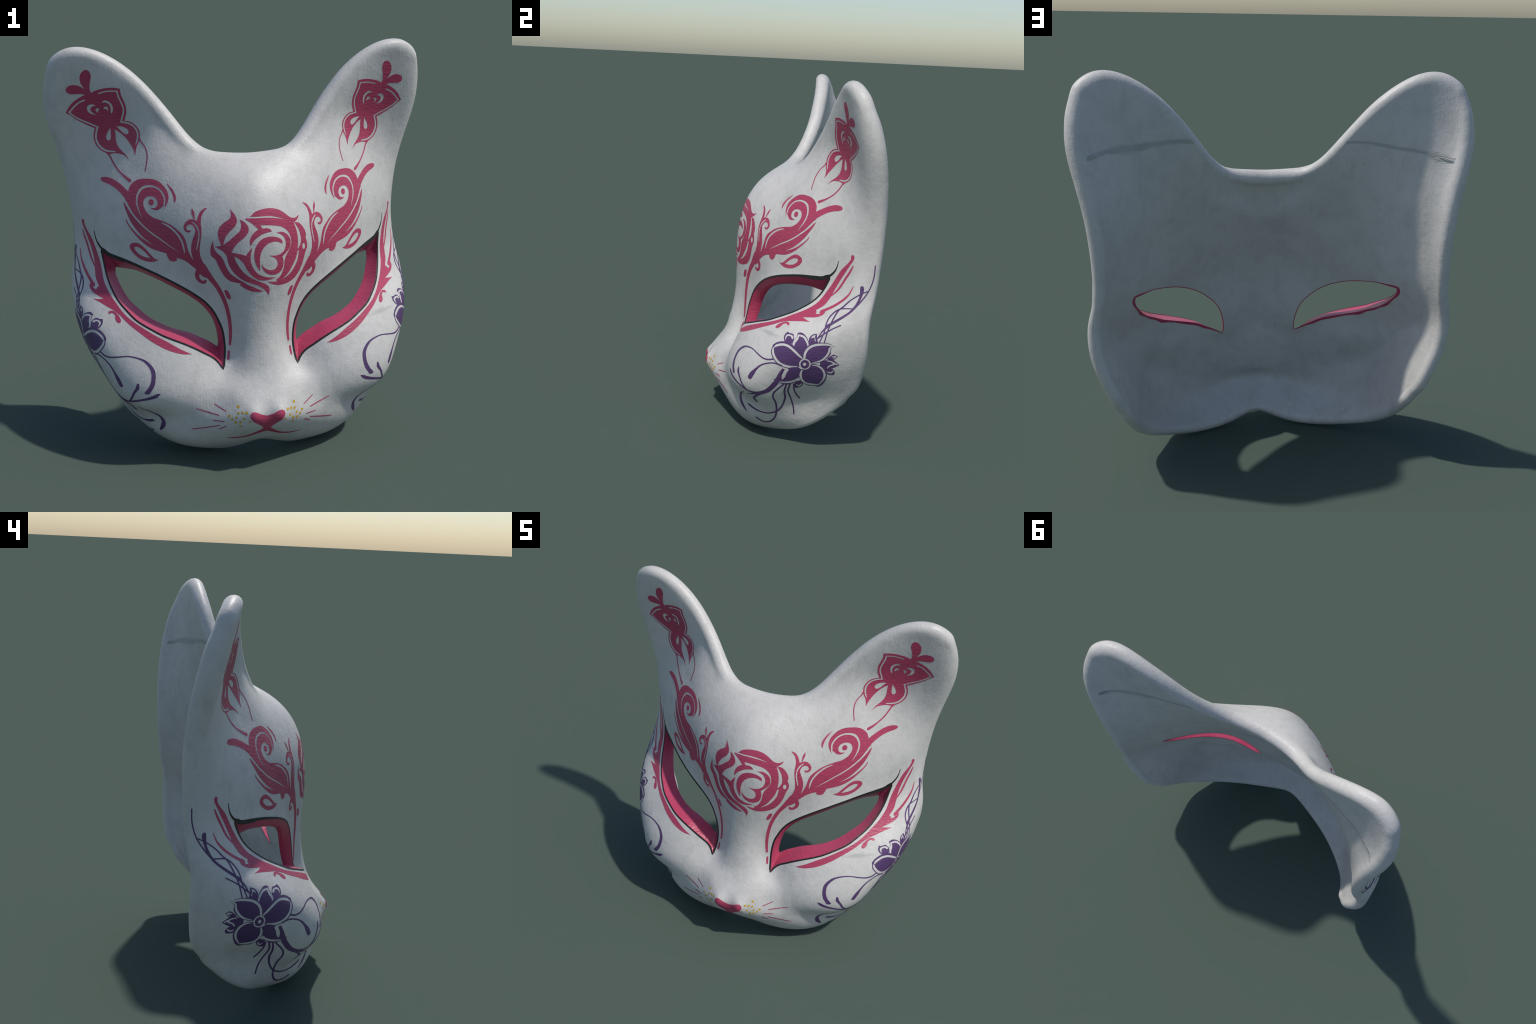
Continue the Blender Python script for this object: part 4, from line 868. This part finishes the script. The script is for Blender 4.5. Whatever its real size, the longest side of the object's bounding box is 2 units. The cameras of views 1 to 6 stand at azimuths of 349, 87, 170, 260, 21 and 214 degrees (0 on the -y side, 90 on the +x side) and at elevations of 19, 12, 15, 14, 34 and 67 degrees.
def paint_mesh(name, layers, azimuth, tree=None, cell=0.010, lift=0.0008):
    """Triangulate the painted area of a drawing and lay it on the shell as a thin film."""
    tree = tree or front_tree
    pts, edges = [], []
    for _, polygon in layers:
        base = len(pts)
        pts += [Vector(p) for p in polygon]
        edges += [(base + i, base + (i + 1) % len(polygon)) for i in range(len(polygon))]
    box = np.array(pts)
    lo, hi = box.min(0), box.max(0)
    grid = np.array([(x + (cell / 2 if k % 2 else 0), y) for k, y in enumerate(np.arange(lo[1], hi[1], cell * 0.87)) for x in np.arange(lo[0], hi[0], cell)])
    if len(grid):
        grid = grid[painted(grid, layers)]
        pts += [Vector(p) for p in grid]
    out = delaunay_2d_cdt(pts, edges, [], 0, 1e-6)
    flat = np.array([tuple(v) for v in out[0]])
    tris = np.array([f for f in out[2] if len(f) == 3])
    tris = tris[painted(flat[tris].mean(1), layers)]
    used = np.unique(tris)
    place = -np.ones(len(flat), int)
    place[used] = np.arange(len(used))
    tris, flat = place[tris], flat[used]
    a = math.radians(azimuth)
    toward, right = Vector((math.sin(a), -math.cos(a), 0)), Vector((math.cos(a), math.sin(a), 0))
    co, no = [], []
    for h, z in flat:
        start = right * h + Vector((0, 0, z)) + toward * 3
        hit, nor, face, _ = tree.ray_cast(start, -toward)
        if hit is None:
            hit, nor, face, _ = tree.find_nearest(start - toward * 2.8)
        if tree is front_tree:
            corners = list(outer_faces[face])
            weight = 1 / (np.linalg.norm(closed_verts[corners] - np.array(hit), axis=1) + 1e-4)
            n = (shell_normals[corners] * weight[:, None]).sum(0)
        else:
            n = np.array(nor)
            n = n if n @ np.array(toward) > 0 else -n
        n /= np.linalg.norm(n)
        co.append(np.array(hit) + n * lift)
        no.append(n)
    co, no = np.array(co), np.array(no)
    # every triangle faces outwards
    turn = np.einsum("ij,ij->i", np.cross(co[tris[:, 1]] - co[tris[:, 0]], co[tris[:, 2]] - co[tris[:, 0]]), no[tris[:, 0]]) < 0
    tris[turn] = tris[turn][:, ::-1]
    # skirt: the film's edge, turned down into the shell
    seen = {}
    for t in tris:
        for i in range(3):
            e = (t[i], t[(i + 1) % 3])
            if (e[1], e[0]) in seen:
                del seen[(e[1], e[0])]
            else:
                seen[e] = True
    rim = sorted({i for e in seen for i in e})
    down = {i: len(co) + k for k, i in enumerate(rim)}
    skirt = [(e[1], e[0], down[e[0]], down[e[1]]) for e in seen]
    co = np.concatenate([co, co[rim] - no[rim] * (lift + 0.0012)])
    no = np.concatenate([no, no[rim]])
    return co, no, [tuple(t) for t in tris] + skirt


def add_paint(name, drawing, material, azimuth=0, both=True, parent=None, **options):
    """Paint one motif on the right side and, mirrored, on the left."""
    co, no, fs = paint_mesh(name, drawing if isinstance(drawing[0][0], (bool, np.bool_)) else layers_of(drawing), azimuth, **options)
    for side in (1, -1) if both else (1,):
        flip = np.array([side, 1, 1])
        mesh = make_mesh(name, co * flip, [f if side == 1 else f[::-1] for f in fs])
        mesh.shade_smooth()
        mesh.normals_split_custom_set_from_vertices([tuple(n) for n in no * flip])
        add_part(name, mesh, material, parent or mask)


add_paint("rose", ROSE, RED, 0, both=False)
add_paint("leaf_scroll", LEAF_SCROLL + SCROLL_STEM, RED, 0)
add_paint("bridge_dash", BRIDGE_DASH, RED, 0)
add_paint("ear_ornament", EAR_ORNAMENT, RED, 0)
add_paint("eye_flame", EYE_FLAME, RED, 45)
add_paint("nose", NOSE, RED, 0, both=False)
for whisker in WHISKERS:
    add_paint("whisker", [whisker], RED, 0)
for h, z in FRECKLES[0][1]:
    size = rng.uniform(0.0054, 0.0064)
    add_paint("freckle", [("outline", disc(h, z, size, size * rng.uniform(0.95, 1.15)))], GOLD, 0)
add_paint("lotus_flower", LOTUS, PURPLE, 90, cell=0.009)
for tendril in TENDRIL:
    add_paint("tendril", [tendril], PURPLE, 90)
for stalk in STALK:
    add_paint("flower_stalk", [stalk], PURPLE, 90)


# black line round each eye, with a flicked lash at the outer corner
def ring_drawing(ring, azimuth, grow, shrink):
    a = math.radians(azimuth)
    flat = np.stack([ring[:, 0] * math.cos(a) + ring[:, 1] * math.sin(a), ring[:, 2]], 1)
    t = np.roll(flat, -1, 0) - np.roll(flat, 1, 0)
    t /= np.linalg.norm(t, axis=1, keepdims=True) + 1e-12
    n = np.stack([t[:, 1], -t[:, 0]], 1)
    area = 0.5 * (flat[:, 0] * np.roll(flat[:, 1], -1) - np.roll(flat[:, 0], -1) * flat[:, 1]).sum()
    n *= np.sign(area)
    return [("outline", flat + n * grow[:, None]), ("bare", flat - n * shrink)]


line = 0.0065 + 0.0055 * np.exp(-(((share - 0.54) / 0.09) ** 2)) + 0.002 * (share > 0.5)
eye_line = ring_drawing(outline_ring, 20, line, 0.0012)
add_paint("eye_line", eye_line, BLACK, 20, cell=0.012)
add_paint("lash", LASH, BLACK, 45, cell=0.015, lift=0.0012)
# crimson that ran over the inner edge of each eye hole
wave = np.interp(np.arange(len(hole_ring)), np.arange(0, len(hole_ring) + 4, 4), rng.uniform(0, 1, len(hole_ring) // 4 + 2))
spill = 0.0045 + (0.006 + 0.013 * wave) * np.clip(np.sin(2 * np.pi * np.clip(share, 0, 0.5)), 0, 1) ** 0.7 + 0.008 * np.exp(-(((share - 0.5) / 0.04) ** 2))
add_paint("paint_spill", ring_drawing(hole_ring * np.array([-1, 1, 1]), 0, spill, -0.0008), PINK, 180, tree=back_tree, cell=0.02)

# grey cracks across the backs of the ears
for crack in EAR_CRACKS:
    rough = [(h, z + rng.normal(0, 0.0008), w * rng.uniform(1.0, 1.5)) for h, z, w in catmull(crack, 2)]
    wide = [(h, z + rng.normal(0, 0.0008), 0.006 + w * rng.uniform(1.5, 2.0)) for h, z, w in catmull(crack, 2)]
    add_paint("smear", [("stroke", wide)], SMEAR, 180, both=False, tree=back_tree, cell=0.015, lift=0.0005)
    add_paint("crack", [("stroke", rough)], CRACK, 180, both=False, tree=back_tree, cell=0.015, lift=0.0012)
